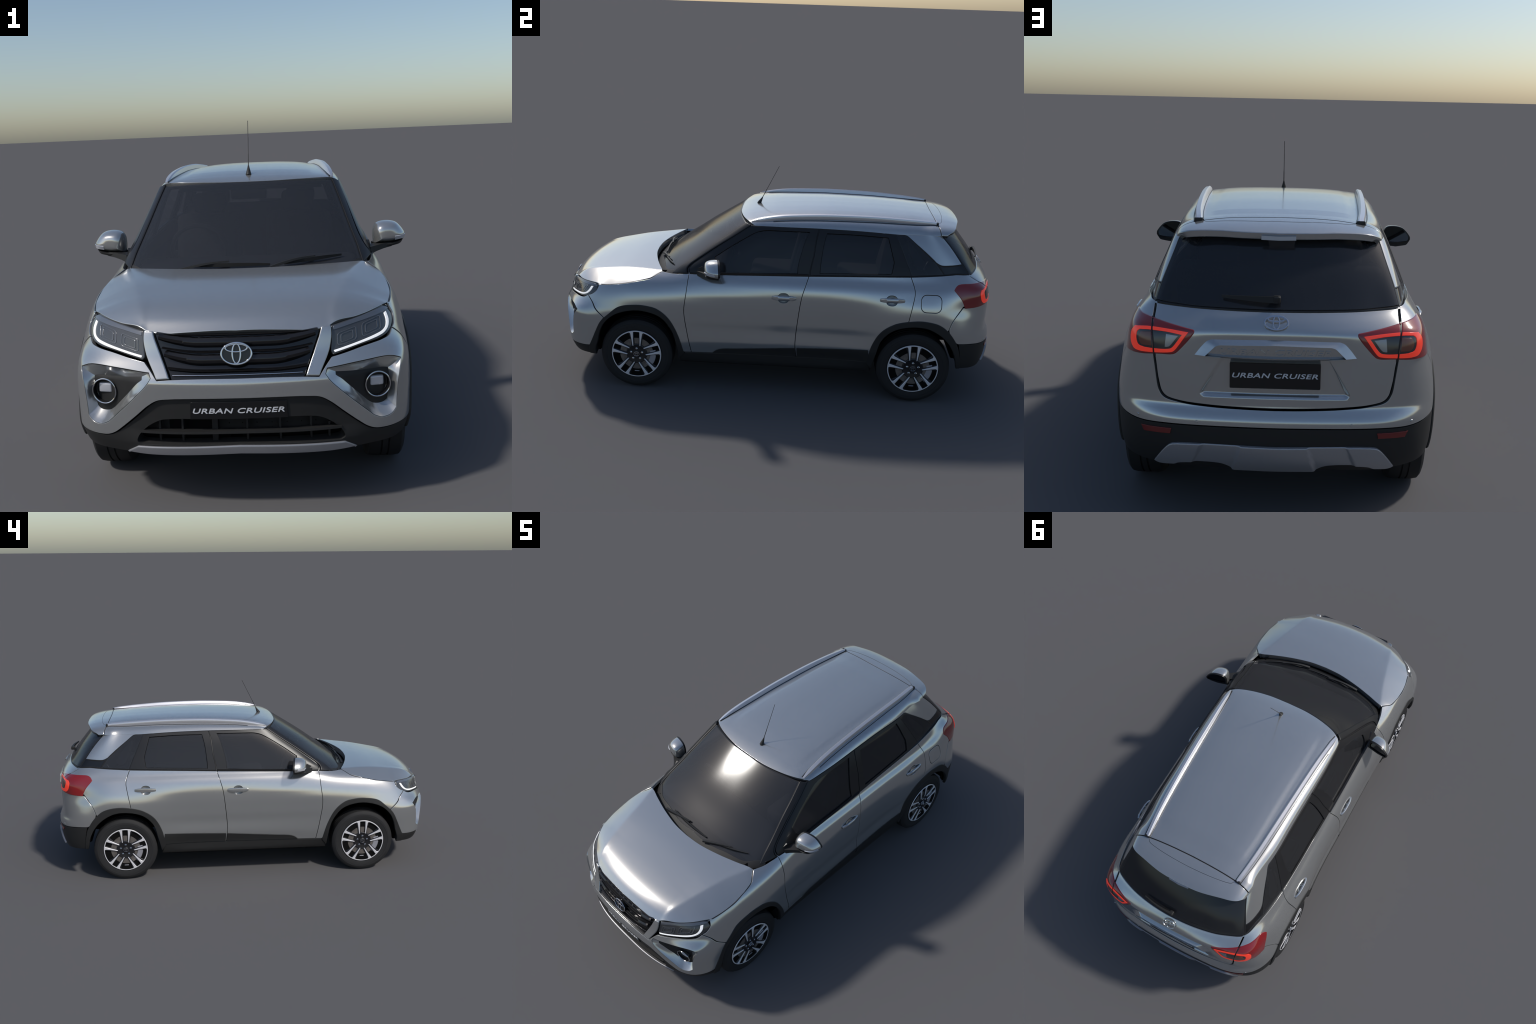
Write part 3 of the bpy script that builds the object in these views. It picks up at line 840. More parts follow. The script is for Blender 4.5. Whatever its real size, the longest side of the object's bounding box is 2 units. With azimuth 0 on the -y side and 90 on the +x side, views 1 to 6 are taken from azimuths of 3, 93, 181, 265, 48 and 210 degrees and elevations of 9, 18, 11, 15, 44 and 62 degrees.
for z, l, xe in ((.4485, .006, .197), (.4085, .010, .184), (.3675, .006, .170)):
    grille_bar("grille_slat", z, l, .0016, GLOSS, xe, .010, -.005, taper=0)
for z in (.4425, .4025):
    for k in range(-5, 6):
        x = k * .031 + .006 * (1 if z > .42 else 0)
        if abs(x) < .045 and z < .42: continue
        p = on(BODY, bf(x if abs(x) > 1e-4 else 1e-4, z), -.003)[0][0]
        t = np.clip((abs(x) - .09) / .09, 0, 1)
        box("grille_stud", (p[0], p[1], p[2] - .003 + .008 * t ** 1.6), (.015, .010, .006), GLOSS, grille, bev=.0015, segs=1)
sweep("grille_chrome_line", [on(BODY, bf(x if abs(x) > 1e-4 else 1e-4, .3575), -.004)[0][0] for x in np.linspace(-.158, .158, 41)], circle_profile(.0012, 6), CHROME, grille)
def bracket():
    line = outline([bf(.2065, .4565), bf(.2285, .4575)], [bf(.2285, .4575), bf(.2295, .43), bf(.222, .398), bf(.197, .3465)], [bf(.197, .3465), bf(.1655, .3490)], [bf(.1655, .3490), bf(.2065, .4565)])
    up = panel("grille_strip", BODY, line, PAINT, off=.003, thick=.035, bev=.003)
    return [up]
both(bracket)

# ---- the oval badge: one wide ring, one upright ring, one low wide ring
def badge(p, n, a, b, mat, parent, r=.0021, disc=None):
    n = np.asarray(n, float); n /= np.linalg.norm(n)
    e1 = np.cross([0, 0, 1], n); e1 /= np.linalg.norm(e1); e2 = np.cross(n, e1)
    t = np.arange(64) * math.tau / 64; obs = []
    for rx, ry, cz, rr in ((a, b, 0, r), (a * .27, b * .92, 0, r * .85), (a * .72, b * .36, b * .52, r * .85)):
        pts = p + n * .004 + rx * np.cos(t)[:, None] * e1 + (cz + ry * np.sin(t))[:, None] * e2
        obs.append(sweep("ring", pts, circle_profile(rr * 1.25, 8, rr), mat, parent, up=n, closed=True))
    if disc:
        pts = np.stack([p + n * (.002 - .004 * 0) + e1 * a * math.cos(s) + e2 * b * math.sin(s) for s in t]); low = pts - n * .012
        obs.append(soften(make("disc", np.vstack([pts, low]), [tuple(range(64))] + [(i, (i + 1) % 64, 64 + (i + 1) % 64, 64 + i) for i in range(64)], disc, parent), 30))
    return join_into("badge", obs, parent)
pb, nb = on(BODY, bf(.0001, .402), .010)
badge(pb[0], (0, -1, .22), .0365, .0255, CHROME, grille, disc=GLOSS)

# ---- headlamps
def headlamp():
    line = outline([bf(.2315, .4590), bf(.294, .4690), bf(.345, .4765), bf(.372, .4785), bs(-.786, .4740)], [bs(-.786, .4735), bs(-.790, .4655), bf(.398, .45), bf(.396, .430), bf(.385, .4165), bf(.358, .4085), bf(.316, .4035), bf(.27, .3955), bf(.236, .3885)],
                   [bf(.236, .3885), bf(.2295, .3945), bf(.2310, .425), bf(.2315, .4590)])
    lens = panel("headlight", BODY, line, LAMP, off=-.004, thick=.02, bev=.003, gap=.003, res=.008)
    band = panel("headlight_brow", BODY, outline([bf(.2365, .4555), bf(.294, .4645), bf(.345, .4725), bf(.372, .4745)], [bf(.372, .4745), bf(.387, .4665)], [bf(.387, .4665), bf(.362, .463), bf(.30, .4555), bf(.2365, .446)], [bf(.2365, .446), bf(.2365, .4555)]), LAMPBAND, off=-.0025, thick=.002, bev=.0008)
    drl = panel("daytime_running_light", BODY, outline([bf(.378, .4625), bf(.3835, .445), bf(.381, .430), bf(.369, .4195), bf(.353, .4145), bf(.30, .4055), bf(.238, .3945)], [bf(.238, .3945), bf(.2355, .3992)],
                [bf(.2355, .3992), bf(.30, .4108), bf(.346, .4197), bf(.363, .4242), bf(.3735, .4317), bf(.376, .446), bf(.3720, .4607)], [bf(.3720, .4607), bf(.378, .4625)]), DRL, off=-.002, thick=.003, bev=.0008)
    out = [lens, band, drl]
    for cx, cz, hw, hh in ((.3345, .4395, .026, .0155), (.2700, .4270, .025, .0150)):
        for k, (s, mt) in enumerate(((1.0, LAMPLINE), (.66, LAMPLINE))):
            def rr(f):
                pts = rounded(lambda x, z: (x, z), -hw * f, hw * f, -hh * f, hh * f, hh * f * .45)
                sl = .20
                return np.array([bf(cx + x, cz + z + sl * x) for x, z in pts])
            o, i = rr(s), rr(s - .085)
            out.append(panel("projector_frame", BODY, o, mt, holes=[i], off=-.0026, thick=.0015, bev=.0005, res=.01))
    return out
both(headlamp)

# ---- rear: tailgate with plate recess and its chrome-less garnish
L = BODY.L
GATE_L = [(.586, None)]
def seam_pts(d=0.0):
    return [br(TAIL_SPLIT(z) - d, z) for z in (.583, .578, .571, .563, .555, .545, .53, .50, .46, .42, .39)]
gate_half = open_path([br(0, .583), br(.12, .583), br(.23, .583), br(TAIL_SPLIT(.583), .583)], seam_pts(), [br(TAIL_SPLIT(.39), .39), br(.2975, .369), br(.285, .354), br(.25, .344), br(.169, .337), br(.08, .334), br(0, .333)])
gate_line = sym(gate_half, L)
REC_POLY = [(.138, .472), (.196, .372), (.190, .362), (0, .357)]
def gate_disp(q, p):
    x, z = np.abs(p[:, 0]), p[:, 2]
    # inclined trapezoid pocket for the plate, deepest at its foot
    side_x = np.interp(z, [.36, .372, .472, .50], [.190, .196, .141, .122])
    d_side = np.clip((side_x - x) / .012, 0, 1)
    foot = np.clip((z - .360) / .012, 0, 1)
    dep = np.interp(z, [.36, .372, .460, .474], [.011, .011, .004, 0])
    sm = lambda t: t * t * (3 - 2 * t)
    return -dep * sm(d_side) * sm(foot)
tailgate = panel("tailgate", BODY, gate_line, PAINT, gap=.0036, res=.006, disp=gate_disp, thick=.015, bev=.002)
gar_o = [[br(.208, .4720), br(.189, .4965), br(.176, .5095), br(.164, .5145)], [br(.164, .5145), br(0, .5180)]]
gar_i = [[br(.179, .4735), br(.162, .4905), br(.151, .5005), br(.141, .5040)], [br(.141, .5040), br(0, .5075)]]
def closed_matched(A, B, low_a, low_b):
    a, b = matched(A + low_a, B + low_b, 20)
    ma, mb = a[::-1].copy(), b[::-1].copy(); ma[:, 0] = 2 * L - ma[:, 0]; mb[:, 0] = 2 * L - mb[:, 0]
    return np.vstack([a, ma[:-1]]), np.vstack([b, mb[:-1]])
ga, gb = closed_matched([gar_o[0], gar_o[1]][::-1] and [[br(0, .5180), br(.164, .5145)], [br(.164, .5145), br(.176, .5095), br(.189, .4965), br(.208, .4720)]],
                        [[br(0, .5075), br(.141, .5040)], [br(.141, .5040), br(.151, .5005), br(.162, .4905), br(.179, .4735)]],
                        [[br(.208, .4720), br(.142, .4690), br(0, .4665)]], [[br(.179, .4735), br(.142, .4715), br(0, .4690)]])
gar = frustum("garnish_edge", BODY, ga, gb, .000, .014, PAINT, tailgate, rows=3)
garf = panel("tailgate_garnish", BODY, gb, PAINT, off=.014, thick=.004, res=.008, parent=tailgate,
             disp=lambda q, p: -np.interp(p[:, 2], [.4665, .5075], [.010, 0]))
pe, ne = on(BODY, br(0.0001, .557), .002)
badge(pe[0], ne[0] * [0, 1, 1], .030, .0195, CHROME, tailgate, r=.0019)
rp = prism("number_plate", rounded(lambda x, z: (x, z), -.1165, .1165, .389, .4575, .003), .966, .981, PLATE, None, bev=.001, plane="xz")

# ---- rear bumper
RB_BLACK = [(0, .2875), (.15, .288), (.275, .288), (.349, .2865), (.390, .289), (.416, .293)]
rb_half = open_path([br(0, .331), br(.08, .332), br(.169, .335), br(.25, .342), br(.290, .353), br(.302, .370), br(.3095, .41), br(.3155, .455), br(.316, .470)],
                    [br(.316, .470), br(.35, .465), br(.380, .461), bs(.835, .4575)], [bs(.835, .4595), bs(.791, .400), bs(.776, .362)],
                    S_(bs, part_of(part_of(ARCH_R_MID, lo=.776), lo=.31, key=1)), [bs(.822, .296), bs(.86, .294), br(.416, .293)], S_(br, RB_BLACK[::-1]))
rear_bumper = panel("bumper", BODY, sym(rb_half, L), PAINT, gap=GAP, res=.008)
rl_half = open_path(S_(br, [(x, z - .001) for x, z in RB_BLACK]), [br(.416, .292), bs(.86, .293), bs(.825, .295)], [bs(.825, .295), bs(.836, .235), bs(.838, .176)],
                    [bs(.838, .174), br(.40, .170), br(.345, .167), br(.25, .160), br(0, .158)])
rear_lower = panel("bumper_cladding", BODY, sym(rl_half, L), BLACK, gap=GAP, off=-.001, thick=.03, res=.010)
for s in (1, -1):
    q = outline([br(.350, .2735), br(.267, .2755)], [br(.267, .2755), br(.270, .2605)], [br(.270, .2605), br(.342, .258)], [br(.342, .258), br(.350, .2735)])
    if s < 0: q[:, 0] = 2 * L - q[:, 0]
    panel("reflector", BODY, q, REFLEX, off=.002, thick=.004, parent=rear_lower)
    for x, z in ((.36, .2985), (.20, .2990)):
        p, n = on(BODY, br(s * x, z), .0005)
        b = revolve("parking_sensor", [(0, .0012), (.0035, .001), (.0042, 0), (.0042, -.002)], PAINT, rear_bumper, n=20)
        d = Vector(n[0]); b.matrix_basis = Matrix.Translation(Vector(p[0])) @ Vector((1, 0, 0)).rotation_difference(d).to_matrix().to_4x4()
skr = open_path([br(0, .236), br(.207, .239), br(.250, .237)], [br(.250, .237), br(.270, .232), br(.315, .176)], [br(.315, .176), br(.30, .170), br(.262, .171)], [br(.262, .171), br(.245, .178), br(.135, .178), br(.108, .163)], [br(.108, .163), br(0, .161)])
def skid_disp(q, p):
    x, z = np.abs(p[:, 0]), p[:, 2]
    s = (.238 - z) / .075
    e1 = .088 + .022 * s; e2 = .188 + .032 * s
    st = lambda t: np.clip(t, 0, 1) ** 2 * (3 - 2 * np.clip(t, 0, 1))
    return .006 * st((e1 - x) / .010 + .5) + .000 * x + .005 * st((x - e2) / .010 + .5)
panel("skid_plate", BODY, sym(skr, L), SILVER, off=.0035, thick=.014, bev=.003, res=.006, disp=skid_disp, parent=rear_lower)

# ---- tail lamps, split by the tailgate gap
T_OUT = [[bs(.789, .532), bs(.798, .546), bs(.812, .5545), br(.352, .5555), br(.325, .553), br(.27, .5445), br(.211, .5355)],
         [br(.211, .5355), br(.209, .530), br(.251, .4785), br(.263, .4705), br(.306, .4680), br(.351, .4625), br(.380, .4590), bs(.842, .4545)], [bs(.842, .4545), bs(.825, .49), bs(.789, .532)]]
_sz = np.linspace(.45, .58, 27); _su = np.array([br(TAIL_SPLIT(z), z)[0] for z in _sz])
seam_u = lambda z: np.interp(z, _sz, _su)
def line_clip(P, keep_rear, shift):
    """cut an outline along the tailgate gap"""
    sg = 1 if keep_rear else -1
    side = lambda p: (p[0] - seam_u(p[1])) * sg - shift
    out, cut = [], []
    for p, q in zip(P, np.roll(P, -1, 0)):
        sp, sq = side(p), side(q)
        if sp >= 0: out.append(p); cut.append(False)
        if (sp >= 0) != (sq >= 0): out.append(p + (q - p) * sp / (sp - sq)); cut.append(True)
    full = []
    for i in range(len(out)):
        full.append(out[i]); j = (i + 1) % len(out)
        if cut[i] and cut[j]:
            for t in np.linspace(0, 1, 10)[1:-1]:
                z = out[i][1] * (1 - t) + out[j][1] * t; full.append(np.array([seam_u(z) + sg * shift, z]))
    out = np.array(full)
    return out[np.linalg.norm(out - np.roll(out, 1, 0), axis=1) > 2e-4]
R_OUT = [[br(.224, .5280), br(.262, .4785), br(.273, .4750), br(.32, .4715), br(.349, .4700)], [br(.349, .4700), br(.369, .4730), br(.3785, .490), br(.3775, .514), br(.368, .5280)], [br(.368, .5280), br(.329, .5330), br(.28, .5320), br(.224, .5280)]]
R_IN = [[br(.2405, .5210), br(.267, .4870), br(.279, .4832), br(.32, .4820), br(.341, .4825)], [br(.341, .4825), br(.357, .4870), br(.3625, .502), br(.361, .517), br(.354, .5238)], [br(.354, .5238), br(.329, .5263), br(.28, .5253), br(.2405, .5210)]]
def tail_lamp():
    full, ring, core = outline(*T_OUT, step=.005), outline(*R_OUT, step=.004), outline(*R_IN, step=.004)
    parts = []
    for rear in (False, True):
        o = line_clip(full, rear, .0014)
        ob = panel("tail_light", BODY, o, RED, off=.003, thick=.02, bev=.003, res=.007)
        rl, cl = line_clip(ring, rear, .003), line_clip(core, rear, .003)
        # ring half: outer path out, inner path back
        k = panel("tail_light_ring", BODY, ring_half(rl, cl), REDRING, off=.0052, thick=.003, bev=.0008, res=.006)
        c = panel("tail_light_core", BODY, cl, SMOKE, off=.0036, thick=.002, bev=.0006, res=.006)
        k.parent = ob; c.parent = ob
        parts.append((ob, [k, c]))
    return parts
def on_cut(P):
    return np.abs(P[:, 0] - seam_u(P[:, 1]))
def ring_half(o, i):
    """open the two clipped outlines at the cut and join them into one C"""
    def opened(P):
        off = on_cut(P) > .0034
        n = len(P); j = [k for k in range(n) if off[k] and not off[k - 1]][0]     # first vertex past the cut
        Q = np.roll(P, -(j - 1), 0); f = np.roll(off, -(j - 1))
        last = max(k for k in range(n) if f[k])
        return Q[:last + 2]
    a, b = opened(o), opened(i)
    if (area2(o) > 0) != (area2(i) > 0): b = b[::-1]
    return np.vstack([a, b[::-1]])
_zz = np.linspace(.462, .5545, 14)
strip = panel("tail_light_gap_dark_strip", BODY, np.vstack([np.stack([seam_u(_zz) - .004, _zz], 1), np.stack([seam_u(_zz) + .004, _zz], 1)[::-1]]), FRAME, off=.0008, thick=.002, bev=.0004); mirrored(strip)
for ob, kids in tail_lamp():
    m = mirrored(ob)
    for k in kids:
        mk = mirrored(k); mk.parent = m
p_am = outline([br(.3225, .5220), br(.350, .5190)], [br(.350, .5190), br(.3555, .503), br(.349, .490), br(.320, .4880)], [br(.320, .4880), br(.3225, .5220)])
am = panel("turn_signal_bulb", BODY, p_am, AMBER, off=.0050, thick=.002); mirrored(am)
p_cl = outline([br(.250, .5180), br(.282, .5205)], [br(.282, .5205), br(.285, .4880)], [br(.285, .4880), br(.274, .4895), br(.250, .5180)])
cl = panel("reversing_bulb", BODY, p_cl, CLEAR, off=.0050, thick=.002); mirrored(cl)

# ================================================================== GREENHOUSE
panel("windshield", GREEN, sym(open_path([gf(0, .767), gf(.12, .766), gf(.20, .7645), gf(.277, .7600)], [gf(.277, .7600), gf(.294, .71), gf(.309, .66), gf(.325, .61), gf(.340, .56), gf(.347, .535)], [gf(.347, .535), gf(.2, .522), gf(0, .519)])), GLASS, thick=.004, res=.012)
def a_pillar():
    line = outline([gf(.279, .7620), gf(.2962, .71), gf(.3110, .66), gf(.327, .61), gf(.342, .56), gf(.349, .530)], [gf(.349, .530), gs(-.44, .535), gs(-.384, .545)],
                   [gs(-.384, .545), gs(-.374, .578), gs(-.225, .681), gs(-.112, .756)], [gs(-.112, .758), gf(.279, .7635)])
    return [panel("windshield_pillar", GREEN, line, FRAME, off=.006, thick=.016, gap=.001, bev=.003)]
both(a_pillar)
panel("cowl", GREEN, sym(open_path([gf(0, .533), gf(.10, .530), gf(.2, .534), gf(.29, .531), gf(.342, .543), gf(.362, .540)], [gf(.362, .540), gf(.372, .51)], [gf(.372, .51), gf(0, .505)])), BLACK, off=.002, thick=.01)

WIN_F = [[gs(-.262, .622), gs(-.186, .673), gs(-.090, .729), gs(-.058, .7385), gs(-.031, .7415)], [gs(-.031, .7415), gs(.149, .7420)], [gs(.149, .7420), gs(.105, .571)], [gs(.105, .571), gs(-.05, .564), gs(-.226, .5565)], [gs(-.226, .5565), gs(-.262, .622)]]
WIN_R = [[gs(.226, .7390), gs(.36, .7375), gs(.496, .7310)], [gs(.496, .7310), gs(.525, .634)], [gs(.525, .634), gs(.516, .586)], [gs(.516, .586), gs(.203, .576)], [gs(.203, .576), gs(.226, .7390)]]
def front_window():
    line = outline([gs(-.108, .7565), gs(.04, .7575), gs(.191, .757)], [gs(.191, .757), gs(.171, .649), gs(.156, .5625)], [gs(.156, .5625), gs(-.1, .5555), gs(-.376, .5475)], [gs(-.376, .5475), gs(-.366, .578), gs(-.217, .681), gs(-.108, .7555)])
    w = outline(*WIN_F)
    fr = panel("window_frame", GREEN, line, FRAME, holes=[w], off=.002, thick=.010, gap=GAP)
    gl = panel("door_window", GREEN, w, SIDEGLASS, off=-.004, thick=.003, res=.02)
    rail = sweep("window_sill_strip", [on(GREEN, gs(y, BELT(y) + .0045), .0035)[0][0] for y in np.linspace(-.30, .152, 40)], [(-.004, -.004), (.004, -.004), (.004, .004), (-.004, .004)], FRAME)
    return [fr, gl, rail]
both(front_window)
def rear_window_side():
    line = outline([gs(.195, .757), gs(.36, .7535), gs(.527, .7455)], [gs(.527, .7455), gs(.602, .579)], [gs(.602, .579), gs(.38, .5715), gs(.159, .5640)], [gs(.159, .5640), gs(.174, .649), gs(.195, .757)])
    w = outline(*WIN_R)
    fr = panel("window_frame", GREEN, line, FRAME, holes=[w], off=.002, thick=.010, gap=GAP)
    gl = panel("door_window", GREEN, w, SIDEGLASS, off=-.004, thick=.003, res=.02)
    return [fr, gl]
both(rear_window_side)
def quarter_glass():
    g = panel("quarter_window", GREEN, outline([gs(.527, .7455), gs(.560, .7440), gs(.577, .7400), gs(.612, .714)], [gs(.612, .714), gs(.710, .634)], [gs(.710, .634), gs(.748, .5855)], [gs(.748, .5855), gs(.603, .579)], [gs(.603, .579), gs(.527, .7455)]), SIDEGLASS, off=.001, thick=.01, gap=GAP)
    b = panel("pillar_corner_trim", GREEN, outline([gs(.711, .633), gs(.722, .6255), gs(.735, .6225)], [gs(.735, .6225), gr(.3165, .626)], [gr(.3165, .626), gr(.3265, .586)], [gr(.3265, .586), gs(.80, .590), gs(.75, .5860)], [gs(.75, .5860), gs(.711, .633)]), GLOSS, off=-.001, thick=.01, gap=GAP)
    g2 = panel("quarter_window_seal", GREEN, outline([gs(.577, .716), gs(.590, .718), gs(.604, .704), gs(.655, .642), gs(.668, .622), gs(.660, .603), gs(.640, .600), gs(.622, .612), gs(.598, .66), gs(.577, .716)]), SIDEGLASS, off=.0018, thick=.002)
    return [g, b, g2]
both(quarter_glass)
def c_pillar():
    line = outline([gs(.530, .7462), gs(.560, .7450), gs(.579, .7410), gs(.613, .7150), gs(.712, .6345)], [gs(.712, .6345), gs(.722, .6265), gs(.735, .6238), gr(.3165, .6275)],
                   [gr(.3165, .6275), gr(.3050, .66), gr(.291, .70), gr(.2775, .742)], [gs(.728, float(roof_edge_z(np.array([.728]))[0]))] + [gs(y, float(roof_edge_z(np.array([y]))[0]) + .004) for y in (.70, .64, .58, .530)])
    return [panel("roof_pillar", GREEN, line, PAINT, off=-.0004, thick=.012, gap=.001)]
both(c_pillar)
panel("tailgate_window", GREEN, sym(open_path([gr(0, .765), gr(.12, .763), gr(.262, .752)], [gr(.262, .752), gr(.2745, .7375), gr(.2885, .70), gr(.3020, .66), gr(.3145, .62), gr(.3235, .588)], [gr(.3235, .588), gr(.232, .5855), gr(.118, .5855), gr(0, .5855)]), GREEN.L), GLASS, off=.001, thick=.006, gap=.002)

# ---- rubber seals that close the joints between glass, frames and sheet metal
def seal(pts, off=-.006, r=.0065, name="rubber_seal", S=GREEN):
    q = catmull(pts, .012); P = [on(S, p, off)[0][0] for p in q]
    return sweep(name, P, circle_profile(r, 8), FRAME, up=(.3, .2, 1))
def seals():
    A = [gf(.278, .7605), gf(.2950, .71), gf(.3100, .66), gf(.326, .61), gf(.341, .56), gf(.348, .534)]
    D0 = [gs(-.380, .547), gs(-.370, .578), gs(-.221, .681), gs(-.112, .7550)]
    D = [gs(-.112, .7550), gs(-.03, .7565), gs(.04, .7570), gs(.191, .7575), gs(.36, .7540), gs(.529, .7460), gs(.577, .7405)]
    B = [gs(.193, .757), gs(.1725, .649), gs(.1575, .5635)]
    C = [gs(.527, .7455), gs(.602, .579)]
    W = [gs(-.43, .540), gs(-.376, .5465), gs(-.1, .5545), gs(.157, .5620), gs(.38, .570), gs(.602, .578), gs(.75, .585), gs(.80, .590), gr(.325, .586)]
    E = [gs(.577, .7405), gs(.612, .7145), gs(.711, .634), gs(.749, .5855)]
    T = [gs(.711, .634), gs(.735, .6232), gr(.3165, .627)]
    R = [gr(.3250, .586), gr(.3155, .623), gr(.3035, .66), gr(.290, .70), gr(.276, .742)]
    return [seal(x) for x in (A, D0, D, B, C, W, E, T, R)]
for o in seals(): mirrored(o)
mirrored(seal(S_(bs, HOOD_CUT), off=-.0035, r=.0028, S=BODY))  # thin dark tube along the bonnet gap
seal([gf(-.277, .7600), gf(-.20, .7645), gf(-.12, .766), gf(.0001, .767), gf(.12, .766), gf(.20, .7645), gf(.277, .7600)], off=-.007)
seal([gr(.325, .585), gr(.232, .584), gr(.118, .584), gr(0, .584), gr(-.118, .584), gr(-.232, .584), gr(-.325, .585)], off=-.007)

# ---- roof, spoiler
def edge(y): return (.3, y)
roof_half = open_path([rf(0, -.1765), rf(.10, -.1725), rf(.19, -.156), rf(.255, -.134), rf(.290, -.113)], [rf(.290, -.113), edge(-.095)], [edge(-.095), edge(.3), edge(.728)],
                      [edge(.728), rf(.235, .717), rf(.19, .713), rf(.10, .709), rf(0, .707)])
def roof_disp(q, p):
    # shallow longitudinal swage just inside each rail
    x = np.abs(q[:, 0]); y = q[:, 1]
    c = .3 * (.70 - .03 * y)
    fade = np.clip((y + .10) / .08, 0, 1) * np.clip((.66 - y) / .06, 0, 1)
    t = np.clip((c - x) / .030 + .5, 0, 1)
    return .0022 * t * t * (3 - 2 * t) * fade
panel("roof", ROOF, sym(roof_half), PAINT, thick=.015, res=.0065, gap=.0016, bev=.0005, disp=roof_disp)
sp_half = open_path([rf(0, .709), rf(.10, .711), rf(.19, .715), rf(.235, .719), edge(.730)], [edge(.730), edge(.758)], [edge(.758), rf(.266, .782), rf(.243, .796), rf(.19, .810), rf(.10, .829), rf(0, .835)])
def spoiler_disp(q, p):
    return np.zeros(len(q))
sweep("roof_seam_dark_line", [on(ROOF, q, -.0016)[0][0] for q in catmull([rf(-.235, .718), rf(-.19, .714), rf(-.10, .710), rf(0, .708), rf(.10, .710), rf(.19, .714), rf(.235, .718)], .01)], circle_profile(.0022, 6), FRAME)
spoiler = panel("spoiler", ROOF, sym(sp_half), PAINT, thick=.020, bev=.002, res=.008, gap=GAP)
# underside closing back to the glass
ed = sym(open_path([edge(.735), edge(.758)], [edge(.758), rf(.266, .782), rf(.243, .796), rf(.19, .810), rf(.10, .829), rf(0, .835)], step=.01)); 
half = open_path([edge(.758), rf(.266, .782), rf(.243, .796), rf(.19, .810), rf(.10, .829), rf(0, .835)], step=.01)
lipq = np.vstack([half, (half * [-1, 1])[::-1][1:]])
pl, nl = on(ROOF, lipq, -.0195)
inn = pl.copy(); inn[:, 1] -= .06; inn[:, 2] -= .002; inn[:, 0] *= .97
nn_ = len(pl)
soften(make("spoiler_underside", np.vstack([pl, inn]), [(i, i + 1, nn_ + i + 1, nn_ + i) for i in range(nn_ - 1)], FRAME, spoiler))
sl = panel("spoiler_seam", ROOF, outline([rf(-.213, .722), rf(-.205, .7335), rf(-.15, .7465), rf(0, .7555), rf(.15, .7465), rf(.205, .7335), rf(.213, .722)], [rf(.2115, .722), rf(.204, .7323), rf(.15, .7451), rf(0, .7541), rf(-.15, .7451), rf(-.204, .7323), rf(-.2115, .722)]), FRAME, off=.0004, thick=.0008, bev=.0001, parent=spoiler, res=.02)
xs = np.linspace(-.046, .046, 15)
pm = [on(ROOF, rf(x, .8325 - abs(x) * .07), -.0150)[0][0] + [0, .0030, 0] for x in xs]
sweep("brake_light", pm, [(-.006, -.006), (.004, -.0065), (.005, .004), (-.006, .005)], STOPLENS, spoiler)
for x in np.linspace(-.036, .036, 7):
    p = on(ROOF, rf(x, .8325 - abs(x) * .07), -.0135)[0][0]
    box("brake_light_cell", (p[0], p[1] + .0045, p[2] - .002), (.0022, .0075, .008), SMOKE, spoiler, bev=.0005, segs=1)

# ---- roof rails
def rail():
    ys = np.concatenate([np.linspace(-.112, .02, 24), np.linspace(.03, .60, 40), np.linspace(.61, .716, 18)])
    pts, sc = [], []
    for y in ys:
        x = float(pchip([-.112, .05, .30, .55, .716], [.2805, .2685, .2560, .2420, .2265], np.array([y]))[0])
        h = float(pchip([-.112, -.08, -.02, .05, .30, .60, .68, .716], [.001, .007, .0135, .0170, .0190, .015, .010, .006], np.array([y]))[0])
        p, n = on(ROOF, rf(x, y), h); pts.append(p[0]); sc.append((float(np.interp(y, [-.112, -.07, .7], [.55, 1, 1])), 1))
    prof = [(-.0105, -.022), (-.0105, -.002), (-.007, .0025), (.006, .0025), (.0105, -.004), (.0105, -.022)]
    r = sweep("roof_rail", pts, prof, RAIL, up=(0.25, 0, 1), scale=sc)
    lines = []
    for dx in (-.0125, .0125):
        P = []
        for p, y in zip(pts, ys):
            if dx > 0 and y < -.02: continue
            P.append(on(ROOF, rf(p[0] + dx * float(np.interp(y, [-.112, -.07, .7], [.55, 1, 1])), y), .0004)[0][0])
        lines.append(sweep("rail_dark_line", P, circle_profile(.0030 if dx < 0 else .0016, 8), FRAME))
    return [r] + lines
both(rail)
for s in (1, -1):
    p, n = on(ROOF, rf(s * .2265, .716), .003)
    box("rail_end_cap", p[0], (.024, .010, .012), FRAME, None, bev=.002)

# ---- antenna
ab, _ = on(ROOF, rf(0, -.098), 0); ab = ab[0]
ant = sweep("antenna", [ab + [0, 0, -.002], ab + [0, .003, .006], ab + [0, .012, .022], ab + [0, .016, .030]], circle_profile(1, 12), BLACK, scale=[.0105, .0085, .004, .0022], up=(1, 0, 0))
tip = np.array([0, -.008, .969]); b0 = ab + [0, .015, .028]
sweep("antenna_rod", [b0, b0 + (tip - b0) * .25, b0 + (tip - b0) * .27, tip - (tip - b0) * .01, tip], circle_profile(1, 8), BLACK, ant, scale=[.0017, .0016, .0012, .0010, .0013], up=(1, 0, 0))

